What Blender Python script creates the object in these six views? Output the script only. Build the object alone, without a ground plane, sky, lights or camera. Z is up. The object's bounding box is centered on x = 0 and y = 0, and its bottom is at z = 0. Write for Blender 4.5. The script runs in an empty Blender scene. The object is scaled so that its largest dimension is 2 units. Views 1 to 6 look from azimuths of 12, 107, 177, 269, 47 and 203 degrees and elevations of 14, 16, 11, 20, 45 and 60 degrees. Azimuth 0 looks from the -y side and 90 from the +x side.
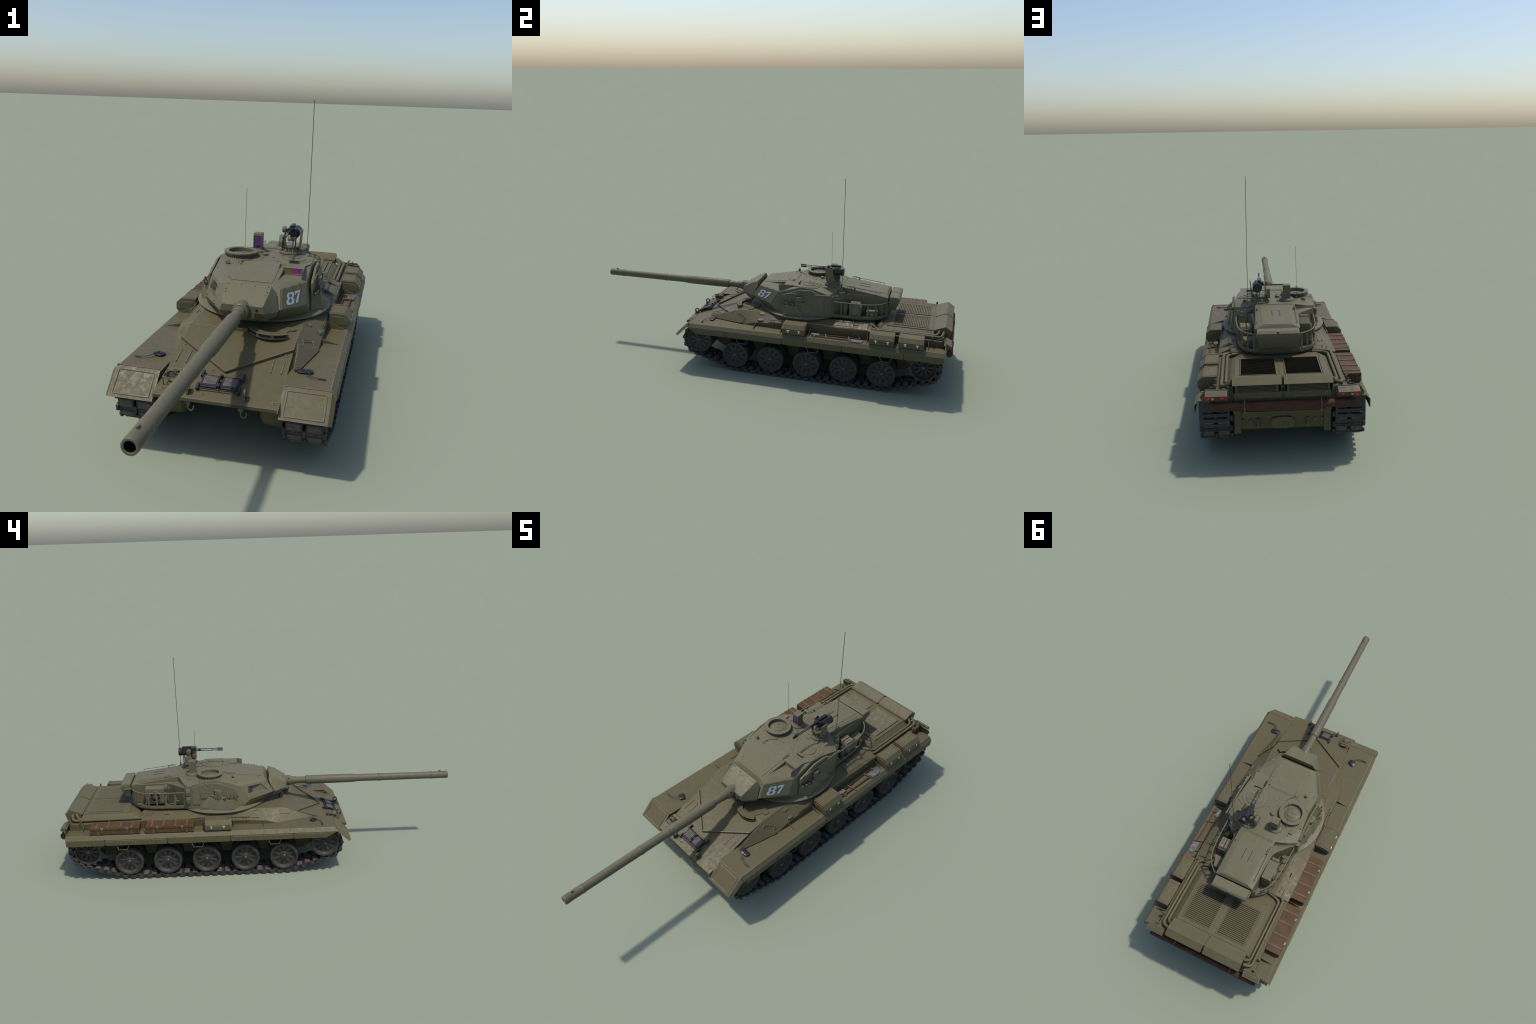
# Main battle tank, built part by part.  x = right, -y = front (gun), z = up.  Metres.
import bpy, bmesh, math, random
from mathutils import Vector, Matrix
rng = random.Random(11)
V = Vector

# ------------------------------------------------------------------ materials
def new_mat(name):
    m = bpy.data.materials.new(name); m.use_nodes = True
    nt = m.node_tree; nt.nodes.clear()
    out = nt.nodes.new('ShaderNodeOutputMaterial'); b = nt.nodes.new('ShaderNodeBsdfPrincipled')
    nt.links.new(b.outputs[0], out.inputs[0])
    return m, nt, b

def node(nt, kind, **kw):
    n = nt.nodes.new(kind)
    for k, v in kw.items():
        if k in n.inputs: n.inputs[k].default_value = v
        else: setattr(n, k, v)
    return n

def noise(nt, vec, scale, detail=4, rough=.6):
    n = node(nt, 'ShaderNodeTexNoise', Scale=scale, Detail=detail, Roughness=rough)
    nt.links.new(vec, n.inputs['Vector']); return n.outputs['Fac']

def ramp(nt, fac, a, b, c0=(0, 0, 0, 1), c1=(1, 1, 1, 1)):
    r = node(nt, 'ShaderNodeValToRGB'); e = r.color_ramp.elements
    e[0].position, e[1].position = a, b; e[0].color, e[1].color = c0, c1
    nt.links.new(fac, r.inputs[0]); return r.outputs[0]

def mixc(nt, fac, a, b, mode='MIX'):
    m = node(nt, 'ShaderNodeMix', data_type='RGBA', blend_type=mode)
    for s, val in ((m.inputs[0], fac), (m.inputs[6], a), (m.inputs[7], b)):
        if hasattr(val, 'is_output'): nt.links.new(val, s)
        elif isinstance(val, (int, float)): s.default_value = val
        else: s.default_value = (*val, 1)
    return m.outputs[2]

def math_(nt, op, a, b=0.0, clamp=False):
    m = node(nt, 'ShaderNodeMath', operation=op, use_clamp=clamp)
    for s, val in zip(m.inputs, (a, b)):
        if hasattr(val, 'is_output'): nt.links.new(val, s)
        else: s.default_value = val
    return m.outputs[0]

def edge_mask(nt, radius, lo=.02, hi=.12):
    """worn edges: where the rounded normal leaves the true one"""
    bv = node(nt, 'ShaderNodeBevel', samples=6); bv.inputs['Radius'].default_value = radius
    g = node(nt, 'ShaderNodeNewGeometry')
    d = node(nt, 'ShaderNodeVectorMath', operation='DOT_PRODUCT')
    nt.links.new(bv.outputs[0], d.inputs[0]); nt.links.new(g.outputs['Normal'], d.inputs[1])
    inv = math_(nt, 'SUBTRACT', 1.0, d.outputs['Value'])
    return ramp(nt, inv, lo, hi)

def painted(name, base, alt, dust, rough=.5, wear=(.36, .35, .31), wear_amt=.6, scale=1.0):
    m, nt, b = new_mat(name)
    pos = node(nt, 'ShaderNodeNewGeometry').outputs['Position']
    nrm = node(nt, 'ShaderNodeNewGeometry').outputs['Normal']
    big = noise(nt, pos, 9 * scale, 5, .6)
    col = mixc(nt, ramp(nt, big, .40, .64), base, alt)
    mid = noise(nt, pos, 46 * scale, 6, .65)
    col = mixc(nt, math_(nt, 'MULTIPLY', ramp(nt, mid, .50, .72), .45), col, dust)
    sep = node(nt, 'ShaderNodeSeparateXYZ'); nt.links.new(nrm, sep.inputs[0])
    up = math_(nt, 'MULTIPLY', ramp(nt, sep.outputs[2], .35, .95), .22)
    col = mixc(nt, up, col, dust)
    dark = tuple(c * .55 for c in base)
    spots = noise(nt, pos, 120 * scale, 3, .7)
    col = mixc(nt, math_(nt, 'MULTIPLY', ramp(nt, spots, .60, .75), .30), col, dark)
    em = edge_mask(nt, .0017, .015, .14)
    brk = ramp(nt, noise(nt, pos, 30, 3, .6), .30, .70, (.35, .35, .35, 1))
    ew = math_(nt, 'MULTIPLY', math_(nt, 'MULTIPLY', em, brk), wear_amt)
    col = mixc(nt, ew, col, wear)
    nt.links.new(col, b.inputs['Base Color'])
    rn = noise(nt, pos, 64 * scale, 7, .75)
    rr = node(nt, 'ShaderNodeMapRange'); nt.links.new(rn, rr.inputs[0])
    rr.inputs[1].default_value, rr.inputs[2].default_value = .38, .62
    rr.inputs[3].default_value, rr.inputs[4].default_value = rough - .10, rough + .16
    nt.links.new(math_(nt, 'SUBTRACT', rr.outputs[0], math_(nt, 'MULTIPLY', ew, .25)), b.inputs['Roughness'])
    b.inputs['Specular IOR Level'].default_value = .20
    bp = node(nt, 'ShaderNodeBump', Strength=.06, Distance=.0015)
    nt.links.new(noise(nt, pos, 260, 4, .7), bp.inputs['Height']); nt.links.new(bp.outputs[0], b.inputs['Normal'])
    return m

def plain(name, col, rough=.5, metal=0.0, var=.25, scale=90, bump=.0, edge=0.0):
    m, nt, b = new_mat(name); b.inputs['Specular IOR Level'].default_value = .35 if rough > .4 else .5
    pos = node(nt, 'ShaderNodeNewGeometry').outputs['Position']
    f = ramp(nt, noise(nt, pos, scale, 4, .65), .35, .65)
    c = mixc(nt, f, tuple(x * (1 - var) for x in col), tuple(min(1, x * (1 + var)) for x in col))
    if edge: c = mixc(nt, math_(nt, 'MULTIPLY', edge_mask(nt, .0015), edge * .6), c, (.24, .23, .22))
    nt.links.new(c, b.inputs['Base Color'])
    b.inputs['Roughness'].default_value = rough; b.inputs['Metallic'].default_value = metal
    if bump:
        bp = node(nt, 'ShaderNodeBump', Strength=bump, Distance=.002)
        nt.links.new(noise(nt, pos, scale * 2, 4, .7), bp.inputs['Height']); nt.links.new(bp.outputs[0], b.inputs['Normal'])
    return m

def wooden(name, a, b_, stretch, rough=.6, scale=26):
    """grain streaks drawn out along one axis"""
    m, nt, b = new_mat(name)
    pos = node(nt, 'ShaderNodeNewGeometry').outputs['Position']
    mp = node(nt, 'ShaderNodeMapping'); mp.inputs['Scale'].default_value = stretch
    nt.links.new(pos, mp.inputs[0])
    g = noise(nt, mp.outputs[0], scale, 6, .7)
    c = mixc(nt, ramp(nt, g, .34, .66), a, b_)
    c = mixc(nt, math_(nt, 'MULTIPLY', ramp(nt, noise(nt, pos, 22, 4), .42, .68), .5), c, tuple(x * .6 for x in a))
    c = mixc(nt, math_(nt, 'MULTIPLY', edge_mask(nt, .0016), .25), c, tuple(min(1, x * 1.8) for x in b_))
    b.inputs['Specular IOR Level'].default_value = .3
    nt.links.new(c, b.inputs['Base Color']); b.inputs['Roughness'].default_value = rough
    bp = node(nt, 'ShaderNodeBump', Strength=.25, Distance=.002)
    nt.links.new(g, bp.inputs['Height']); nt.links.new(bp.outputs[0], b.inputs['Normal'])
    return m

M = dict(
    turret=painted('paint_turret', (.120, .111, .063), (.127, .114, .068), (.157, .144, .096), .47),
    hull=painted('paint_hull', (.088, .079, .036), (.099, .078, .040), (.128, .108, .066), .45, (.46, .45, .41), .75),  # edge tint lightened to paint the sun sparkle along fender edges
    deck=painted('paint_deck', (.102, .089, .045), (.095, .082, .038), (.132, .114, .070), .47),
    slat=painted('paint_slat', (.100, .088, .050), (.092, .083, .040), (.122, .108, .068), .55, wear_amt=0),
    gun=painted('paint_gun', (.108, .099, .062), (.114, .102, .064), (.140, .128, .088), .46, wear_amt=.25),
    case=painted('paint_case', (.090, .082, .036), (.088, .083, .044), (.122, .110, .066), .56),
    canvas=plain('canvas_pack', (.17, .15, .105), .85, 0, .15, 60, .2),
    steel=plain('dark_steel', (.040, .039, .042), .45, .35, .25, 70, .1, .5),
    blued=plain('blued_gun_steel', (.024, .023, .026), .36, .4, .2, 90, .0, .2),
    track=plain('track_steel', (.050, .046, .042), .55, .25, .35, 60, .2, .45),
    pad=plain('track_rubber_pad', (.085, .074, .064), .75, 0, .3, 80, .3),
    padin=plain('track_dusty_pad', (.098, .086, .076), .8, 0, .3, 60, .2),
    tyre=plain('tyre_rubber', (.038, .035, .032), .7, 0, .25, 60, .15),
    rim=plain('wheel_paint', (.040, .036, .029), .6, 0, .25, 60, .1, .3),
    hub=plain('hub_steel', (.065, .064, .062), .38, .5, .2, 80),
    bright=plain('latch_metal', (.62, .65, .70), .30, .7, .15, 60),  # base colour whitened for the specular flash on the case latches
    latch=plain('galvanised_metal', (.10, .11, .12), .42, .6, .25, 80),
    strap=plain('leather_strap', (.130, .064, .048), .7, 0, .2, 60, .1),
    wood=wooden('crate_wood', (.068, .033, .010), (.104, .056, .019), (9, 1, 9)),
    batten=wooden('batten_wood', (.112, .066, .040), (.138, .086, .054), (1, 9, 9)),
    log=wooden('log_bark', (.046, .018, .009), (.092, .040, .022), (1.2, 9, 9), .8, 30),
    rust=plain('rusty_clamp', (.16, .09, .07), .7, .1, .3, 60),
    recess=plain('wheel_recess', (.017, .016, .015), .75, 0, .2, 60),
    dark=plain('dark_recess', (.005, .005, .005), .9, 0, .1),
    purple=plain('coated_lens_purple', (.100, .034, .125), .15, 0, .6, 70),
    lilac=plain('coated_lens_lilac', (.150, .065, .200), .25, 0, .15, 60),
    magenta=plain('coated_lens_magenta', (.235, .030, .180), .15, 0, .25, 120),
    yellow=plain('coated_lens_yellow', (.165, .145, .014), .15, 0, .25, 120),
    amber=plain('amber_lens', (.62, .33, .08), .2, 0, .1),
    red=plain('red_lens', (.62, .010, .012), .18, 0, .08),
    glass=plain('headlamp_glass', (.17, .19, .19), .15, .3, .5, 200),
    vision=plain('vision_block_glass', (.035, .050, .042), .1, 0, .3, 60),
    white=plain('stencil_paint', (.40, .44, .47), .6, 0, .10, 160),
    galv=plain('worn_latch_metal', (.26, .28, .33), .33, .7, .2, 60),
    rack=plain('rack_steel', (.020, .019, .020), .6, .0, .2, 90),
    body=plain('track_body', (.026, .024, .023), .6, .15, .25, 60, .1, .3),
    spade=plain('spade_steel', (.150, .148, .155), .45, .35, .35, 60, .1),
)

# ------------------------------------------------------------------ mesh kit
def basis(axis):
    a = V(axis).normalized(); t = V((0, 0, 1)) if abs(a.z) < .9 else V((1, 0, 0))
    u = t.cross(a).normalized(); return a, u, a.cross(u)

class Part:
    def __init__(s, name, mats, parent=None, bevel=0, angle=32, seg=1):
        s.name, s.parent, s.bevel, s.angle, s.seg = name, parent, bevel, angle, seg
        s.mats = mats.split() if isinstance(mats, str) else mats
        s.v, s.f, s.mi, s.cur = [], [], [], 0
    def use(s, i): s.cur = i; return s
    def add(s, v, f):
        o = len(s.v); s.v += [tuple(p) for p in v]
        s.f += [tuple(i + o for i in q) for q in f]; s.mi += [s.cur] * len(f); return s
    def box(s, c, d, rot=None):
        x, y, z = (k / 2 for k in d); R = rot if rot is not None else Matrix.Identity(3); c = V(c)
        p = [c + R @ V((i * x, j * y, k * z)) for k in (-1, 1) for j in (-1, 1) for i in (-1, 1)]
        return s.add(p, [(0, 2, 3, 1), (4, 5, 7, 6), (0, 1, 5, 4), (2, 6, 7, 3), (0, 4, 6, 2), (1, 3, 7, 5)])
    def span(s, a, b):
        return s.box([(p + q) / 2 for p, q in zip(a, b)], [abs(q - p) for p, q in zip(a, b)])
    def hull(s, pts):
        bm = bmesh.new()
        for p in pts: bm.verts.new(p)
        r = bmesh.ops.convex_hull(bm, input=bm.verts)
        junk = [g for g in r['geom_interior'] + r['geom_unused'] if isinstance(g, bmesh.types.BMVert)]
        if junk: bmesh.ops.delete(bm, geom=list(set(junk)), context='VERTS')
        bmesh.ops.dissolve_limit(bm, angle_limit=math.radians(1.5), verts=bm.verts, edges=bm.edges)
        bm.verts.index_update()
        s.add([v.co.copy() for v in bm.verts], [[v.index for v in f.verts] for f in bm.faces]); bm.free(); return s
    def prism(s, poly, axis, a, b):
        """poly in the plane across axis (x:(y,z)  y:(x,z)  z:(x,y)), from a to b"""
        def P(q, h): return {'x': (h, q[0], q[1]), 'y': (q[0], h, q[1]), 'z': (q[0], q[1], h)}[axis]
        n = len(poly); v = [P(q, a) for q in poly] + [P(q, b) for q in poly]
        return s.add(v, [tuple(range(n))[::-1], tuple(range(n, 2 * n))] + [(i, (i + 1) % n, n + (i + 1) % n, n + i) for i in range(n)])
    def plate(s, pts, off):
        """flat polygon thickened by the vector off"""
        n = len(pts); o = V(off); v = [V(p) for p in pts] + [V(p) + o for p in pts]
        return s.add(v, [tuple(range(n))[::-1], tuple(range(n, 2 * n))] + [(i, (i + 1) % n, n + (i + 1) % n, n + i) for i in range(n)])
    def lathe(s, prof, o, axis=(0, 0, 1), n=24, cap=True, arc=None):
        a, u, w = basis(axis); o = V(o); v, f = [], []
        for r, h in prof:
            for k in range(n):
                t = 2 * math.pi * k / n
                v.append(o + a * h + (u * math.cos(t) + w * math.sin(t)) * max(r, 1e-5))
        for i in range(len(prof) - 1):
            for k in range(n):
                k2 = (k + 1) % n; f.append((i * n + k, i * n + k2, (i + 1) * n + k2, (i + 1) * n + k))
        if cap:
            f.append(tuple(range(n))[::-1]); m = (len(prof) - 1) * n; f.append(tuple(m + k for k in range(n)))
        return s.add(v, f)
    def cyl(s, a, b, r, n=16, r2=None):
        d = V(b) - V(a); return s.lathe([(r, 0), (r if r2 is None else r2, d.length)], a, d, n)
    def tube(s, pts, r, n=6, closed=False):
        P = [V(p) for p in pts]; k = len(P); v, f = [], []; up = None
        for i, p in enumerate(P):
            if closed: d = (P[(i + 1) % k] - P[i - 1]).normalized()
            else: d = (P[min(i + 1, k - 1)] - P[max(i - 1, 0)]).normalized()
            if up is None: _, u, w = basis(d)
            else: u = (up - d * up.dot(d)).normalized(); w = d.cross(u)
            up = u
            v += [p + (u * math.cos(2 * math.pi * j / n) + w * math.sin(2 * math.pi * j / n)) * r for j in range(n)]
        for i in range(k if closed else k - 1):
            i2 = (i + 1) % k
            f += [(i * n + j, i * n + (j + 1) % n, i2 * n + (j + 1) % n, i2 * n + j) for j in range(n)]
        if not closed: f += [tuple(range(n))[::-1], tuple((k - 1) * n + j for j in range(n))]
        return s.add(v, f)
    def ball(s, c, r, n=10):
        return s.lathe([(r * math.sin(math.pi * i / 6), -r * math.cos(math.pi * i / 6)) for i in range(7)], c, (0, 0, 1), n)
    def bolt(s, p, d=(0, 0, 1), r=.0024, h=.0016):
        return s.lathe([(r, -.001), (r, h * .6), (r * .6, h)], p, d, 7)
    def mesh(s):
        me = bpy.data.meshes.new(s.name); me.from_pydata(s.v, [], s.f)
        for m in s.mats: me.materials.append(M[m])
        me.polygons.foreach_set('material_index', s.mi)
        bm = bmesh.new(); bm.from_mesh(me)
        bmesh.ops.recalc_face_normals(bm, faces=bm.faces); bm.to_mesh(me); bm.free()
        me.polygons.foreach_set('use_smooth', [True] * len(me.polygons))
        me.set_sharp_from_angle(angle=math.radians(s.angle)); me.update(); return me
    def build(s, kind=None):
        ob = link(s.name, s.mesh(), s.parent)
        if s.bevel:
            b = ob.modifiers.new('bevel', 'BEVEL'); b.width = s.bevel; b.segments = s.seg
            b.limit_method = 'ANGLE'; b.angle_limit = math.radians(28); b.harden_normals = True
        if kind: ob['kind'] = kind
        return ob

def link(name, data, parent=None, loc=None, rot=None):
    ob = bpy.data.objects.new(name, data); bpy.context.scene.collection.objects.link(ob)
    if parent: ob.parent = parent
    if loc is not None: ob.location = loc
    if rot is not None: ob.rotation_euler = rot
    return ob

def X(s, pts): return [(s * p[0], p[1], p[2]) for p in pts]
def arc(cx, cy, r, a0, a1, n): return [(cx + r * math.cos(math.radians(a0 + (a1 - a0) * i / n)), cy + r * math.sin(math.radians(a0 + (a1 - a0) * i / n))) for i in range(n + 1)]
def lerp(a, b, t): return tuple(p + (q - p) * t for p, q in zip(a, b))
def smooth(pts, it=2):
    """round the corners of a polyline (Chaikin)"""
    for _ in range(it):
        q = [pts[0]]
        for a, b in zip(pts, pts[1:]): q += [lerp(a, b, .25), lerp(a, b, .75)]
        pts = q + [pts[-1]]
    return pts
SIDES = (1, -1)

tank = bpy.data.objects.new('battle_tank', None); bpy.context.scene.collection.objects.link(tank)
tank['label'] = 'olive drab main battle tank with long gun, stowage and antennas'
tank['category'] = 'battle tank'

# ================================================================== HULL
def gz(y): return .203 + (y + .4346) * .3065          # glacis surface height
GN = V((0, -.293, .956)); GR = Matrix.Rotation(math.atan(.3065), 3, 'X')

hb = Part('hull', 'hull', tank, .0016)
hb.prism([(-.4346, .203), (-.4394, .194), (-.425, .188), (-.30, .138), (-.235, .088), (-.20, .072), (.86, .072), (.92, .108), (.932, .112), (.932, .186),
          (.957, .225), (.966, .245), (.968, .274), (.955, .2835), (.60, .2835), (.598, .3025), (-.117, .301)], 'x', -.1805, .1805)
hb.prism([(-.4346, .203), (-.4394, .194), (-.425, .188), (-.36, .190), (-.30, .20), (-.30, .2425)], 'x', -.1838, .1838)
for s in SIDES:
    hb.hull(X(s, [(.17, -.292, .2465), (.18, -.117, .301), (.2445, -.018, .2625), (.2445, -.078, .2465), (.17, .598, .3025), (.2, .598, .301),
                  (.2495, .334, .287), (.2495, .598, .289), (.17, -.292, .19), (.2445, -.078, .19), (.2495, .598, .19), (.17, .598, .19)]))
    hb.hull(X(s, [(.17, .597, .284), (.2485, .597, .284), (.2478, .957, .2775), (.17, .957, .2775), (.17, .597, .2), (.2485, .597, .2), (.2478, .957, .2), (.17, .957, .2)]))
    # sloped shoulders of the raised engine cover
    hb.hull(X(s, [(.16, .63, .3022), (.178, .655, .3022), (.178, .9, .3022), (.208, .645, .282), (.16, .603, .282), (.208, .91, .282), (.0, .63, .3022), (0, .603, .282), (0, .91, .282), (0, .91, .3022)]))
    # rear corner posts of the lower hull
    hb.span((s * .157, .90, .098), (s * .184, .942, .190)); hb.span((s * .160, .90, .185), (s * .186, .95, .200))
    # suspension housings along the hull side, idler arm and final drive
    for y in (-.107, .0862, .2795, .473, .665): hb.cyl((s * .17, y, .10), (s * .205, y, .095), .026, 16)
    for y in (-.205, -.01, .182, .376, .57): hb.cyl((s * .17, y, .176), (s * .232, y, .176), .027, 18)
    hb.span((s * .176, -.26, .155), (s * .190, .80, .20))
    hb.lathe([(.030, 0), (.046, .012), (.050, .05), (.050, .072)], (s * .112, -.312, .142), (s, 0, 0), 20)
    hb.lathe([(.050, 0), (.050, .02), (.04, .028)], (s * .172, .867, .146), (s, 0, 0), 20)
    # stiff rib under the nose
hb.prism([(.905, .283), (.966, .283), (.966, .308), (.955, .328), (.91, .31)], 'x', -.182, .182)
hb.build()

# engine deck: framed plate, grille slats
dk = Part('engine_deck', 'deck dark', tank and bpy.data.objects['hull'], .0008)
HULL = bpy.data.objects['hull']
ZD = .3022
for s in SIDES:
    dk.span((s * .163, .668, ZD), (s * .178, .893, ZD + .0032))
dk.span((-.163, .668, ZD), (.163, .6965, ZD + .0032)); dk.span((-.163, .878, ZD), (.163, .893, ZD + .0032))
dk.span((-.0155, .6965, ZD), (.0155, .878, ZD + .0025))
dk.span((-.0055, .6965, ZD), (.0055, .878, ZD + .0042))
for s in SIDES:
    for x in (.0175, .1575): dk.span((s * (x - .0022), .6965, ZD), (s * (x + .0022), .878, ZD + .0058))
    dk.span((s * .0197, .876, ZD), (s * .155, .8785, ZD + .0052)); dk.span((s * .0197, .6955, ZD), (s * .155, .698, ZD + .0052))
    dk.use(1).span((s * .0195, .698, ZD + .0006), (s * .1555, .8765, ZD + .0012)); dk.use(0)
    for p in ((.171, .675), (.171, .886), (.02, .886)): dk.bolt((s * p[0], p[1], ZD + .003), r=.0032, h=.0022)
    dk.box((s * .171, .681, ZD + .004), (.008, .006, .003))
dk.span((-.178, .8945, ZD - .001), (.178, .903, ZD + .0022))
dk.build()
NS = 21
for s in SIDES:
    for i in range(NS):
        y = .6982 + (.8765 - .6982) * i / NS
        if s == 1 and i == 0:
            sl = Part('grille_slat', 'slat').prism([(.0003, .0002), (.0072, .0034), (.0072, .0042), (.0003, .0010)], 'x', -.068, .068).mesh()
        link('grille_slat', sl, HULL, (s * .0875, y, ZD + .0022))

# exhaust hoods at the stern
for s in SIDES:
    h = Part('exhaust_hood', 'deck dark slat', HULL, .0008)
    x0, x1 = (.0045, .1868) if s > 0 else (-.0045, -.1868)
    prof = [(.908, .3135), (.956, .3325), (.988, .3105), (.9872, .3085), (.955, .3295), (.908, .3095)]
    h.prism(prof, 'x', x0, x1)
    for xe in (x0, x1):
        t = .0016 if xe in (x1,) and s > 0 or xe == x0 and s < 0 else -.0016
        h.prism([(.908, .312), (.956, .331), (.987, .3095), (.977, .276), (.93, .276), (.908, .29)], 'x', xe - abs(t) if xe > (x0 + x1) / 2 else xe, xe if xe > (x0 + x1) / 2 else xe + abs(t))
    h.span((x0 + .002 if s > 0 else x0 - .002, .90, .3025), (x1, .91, .3115))
    h.use(2)
    for k in range(6): h.box(((x0 + x1) / 2, .9680, .2775 + k * .0050), (.150, .0040, .0030), Matrix.Rotation(.5, 3, 'X'))
    h.use(0)
    for xx in (.020, .172): h.span((s * (xx - .004), .966, .275), (s * (xx + .004), .972, .307))
    h.use(1).span((s * .005, .9665, .2755), (s * .186, .9685, .3085)); h.use(0)
    for xx in (.012, .178): h.bolt((s * xx, .915, .3155), (0, -.37, .93)); h.bolt((s * xx, .948, .3285), (0, -.37, .93))
    h.build()
# stern plate details
st = Part('stern_plate', 'hull dark', HULL, .001)
for s in SIDES:
    st.box((s * .094, .9665, .262), (.172, .006, .022))
    st.box((s * .085, .9705, .2555), (.085, .003, .0025))
    for xx in (.02, .165): st.bolt((s * xx, .969, .266), (0, 1, 0))
    st.box((s * .094, .938, .138), (.010, .014, .034)); st.box((s * .122, .936, .148), (.006, .008, .010))
    st.box((s * .15, .936, .148), (.006, .008, .010)); st.tube([(s * .094, .94, .15), (s * .094, .952, .146), (s * .094, .95, .13), (s * .094, .94, .124)], .0035)
st.box((0, .9335, .172), (.31, .006, .020))
st.prism([(x * .0445 + (math.copysign(.02, x) if abs(x) > .2 else 0), .1385 + z * .0235) for x, z in
          [(math.cos(math.radians(a)) * .55, math.sin(math.radians(a))) for a in range(0, 360, 15)]], 'y', .932, .9440)
st.prism([(-.028, .127), (.028, .127), (.03, .138), (.028, .15), (-.028, .15), (-.03, .138)], 'y', .943, .9455)
for k in range(10):
    a = 2 * math.pi * k / 10; st.bolt((.037 * math.cos(a), .9440, .1385 + .0195 * math.sin(a)), (0, 1, 0), .0016, .0012)
st.build()

# cooling pipes around the engine deck
pp = Part('coolant_pipe', 'deck', HULL, angle=60)
for s in SIDES:
    pp.tube(smooth(X(s, [(.165, .575, .293), (.205, .588, .293), (.2275, .605, .292), (.2275, .625, .292), (.2275, .915, .290), (.2265, .934, .290), (.214, .943, .294), (.192, .949, .306)]), 2), .0072, 10)
    pp.tube(smooth(X(s, [(.15, .597, .293), (.195, .606, .293), (.2115, .622, .292), (.2115, .64, .292), (.2115, .895, .291), (.2105, .914, .292), (.202, .922, .297), (.186, .929, .307)]), 2), .0068, 10)
    pp.box((s * .22, .76, .285), (.03, .006, .008))
pp.build()

# log under the stern with clamps
lg = Part('unditching_log', 'log rust', HULL, angle=50)
n = 18; ring = []; v, f = [], []
for i in range(13):
    x = -.2715 + .543 * i / 12
    for k in range(n):
        a = 2 * math.pi * k / n; r = .0158 + .0008 * math.sin(3 * a + i * .6) + rng.uniform(-.0005, .0005)
        v.append((x, .9832 + r * math.cos(a), .228 + r * math.sin(a)))
for i in range(12):
    f += [(i * n + k, i * n + (k + 1) % n, (i + 1) * n + (k + 1) % n, (i + 1) * n + k) for k in range(n)]
f += [tuple(range(n))[::-1], tuple(12 * n + k for k in range(n))]
lg.add(v, f)
lg.use(1)
for x in (.142, -.142):
    lg.tube([(x, .968, .252), (x, .985, .247), (x, .9985, .240), (x, .9985, .216), (x, .99, .209), (x, .965, .208)], .0022, 6); lg.box((x, .992, .209), (.009, .010, .007))
lg.build()

# tail lamp clusters
for s in SIDES:
    t = Part('tail_lamp', 'hull red amber dark', HULL, .0006)
    t.prism(X(s, [(.309, 0, .258)])[0:0] or [(s * a, b) for a, b in [(.3075, .262), (.2875, .2895), (.198, .2895), (.198, .2565), (.205, .240), (.30, .244)]], 'y', .9625, .9655)
    t.hull(X(s, [(.2845, .965, .2875), (.2065, .965, .2865), (.2855, .9915, .2735), (.2065, .9915, .2725), (.2855, .9905, .2715), (.2065, .9905, .2705), (.2845, .965, .283), (.2065, .965, .283)]))
    for xe in (.2065, .2855): t.prism([(.965, .286), (.9915, .2725), (.9885, .262), (.965, .262)], 'x', s * (xe - .0012), s * (xe + .0012))
    t.span((s * .2065, .965, .247), (s * .2855, .9725, .284))
    t.span((s * .203, .955, .2785), (s * .300, .9625, .2815)); t.cyl((s * .265, .96, .288), (s * .265, .96, .298), .0022, 6)
    t.use(1)
    for x in (.2765, .2240): t.lathe([(.0092, 0), (.0092, .003), (.005, .0055)], (s * x, .972, .2588), (0, 1, 0), 16)
    t.use(2).lathe([(.0056, 0), (.0056, .003), (.003, .005)], (s * .2598, .972, .2565), (0, 1, 0), 14)
    t.build()

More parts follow.
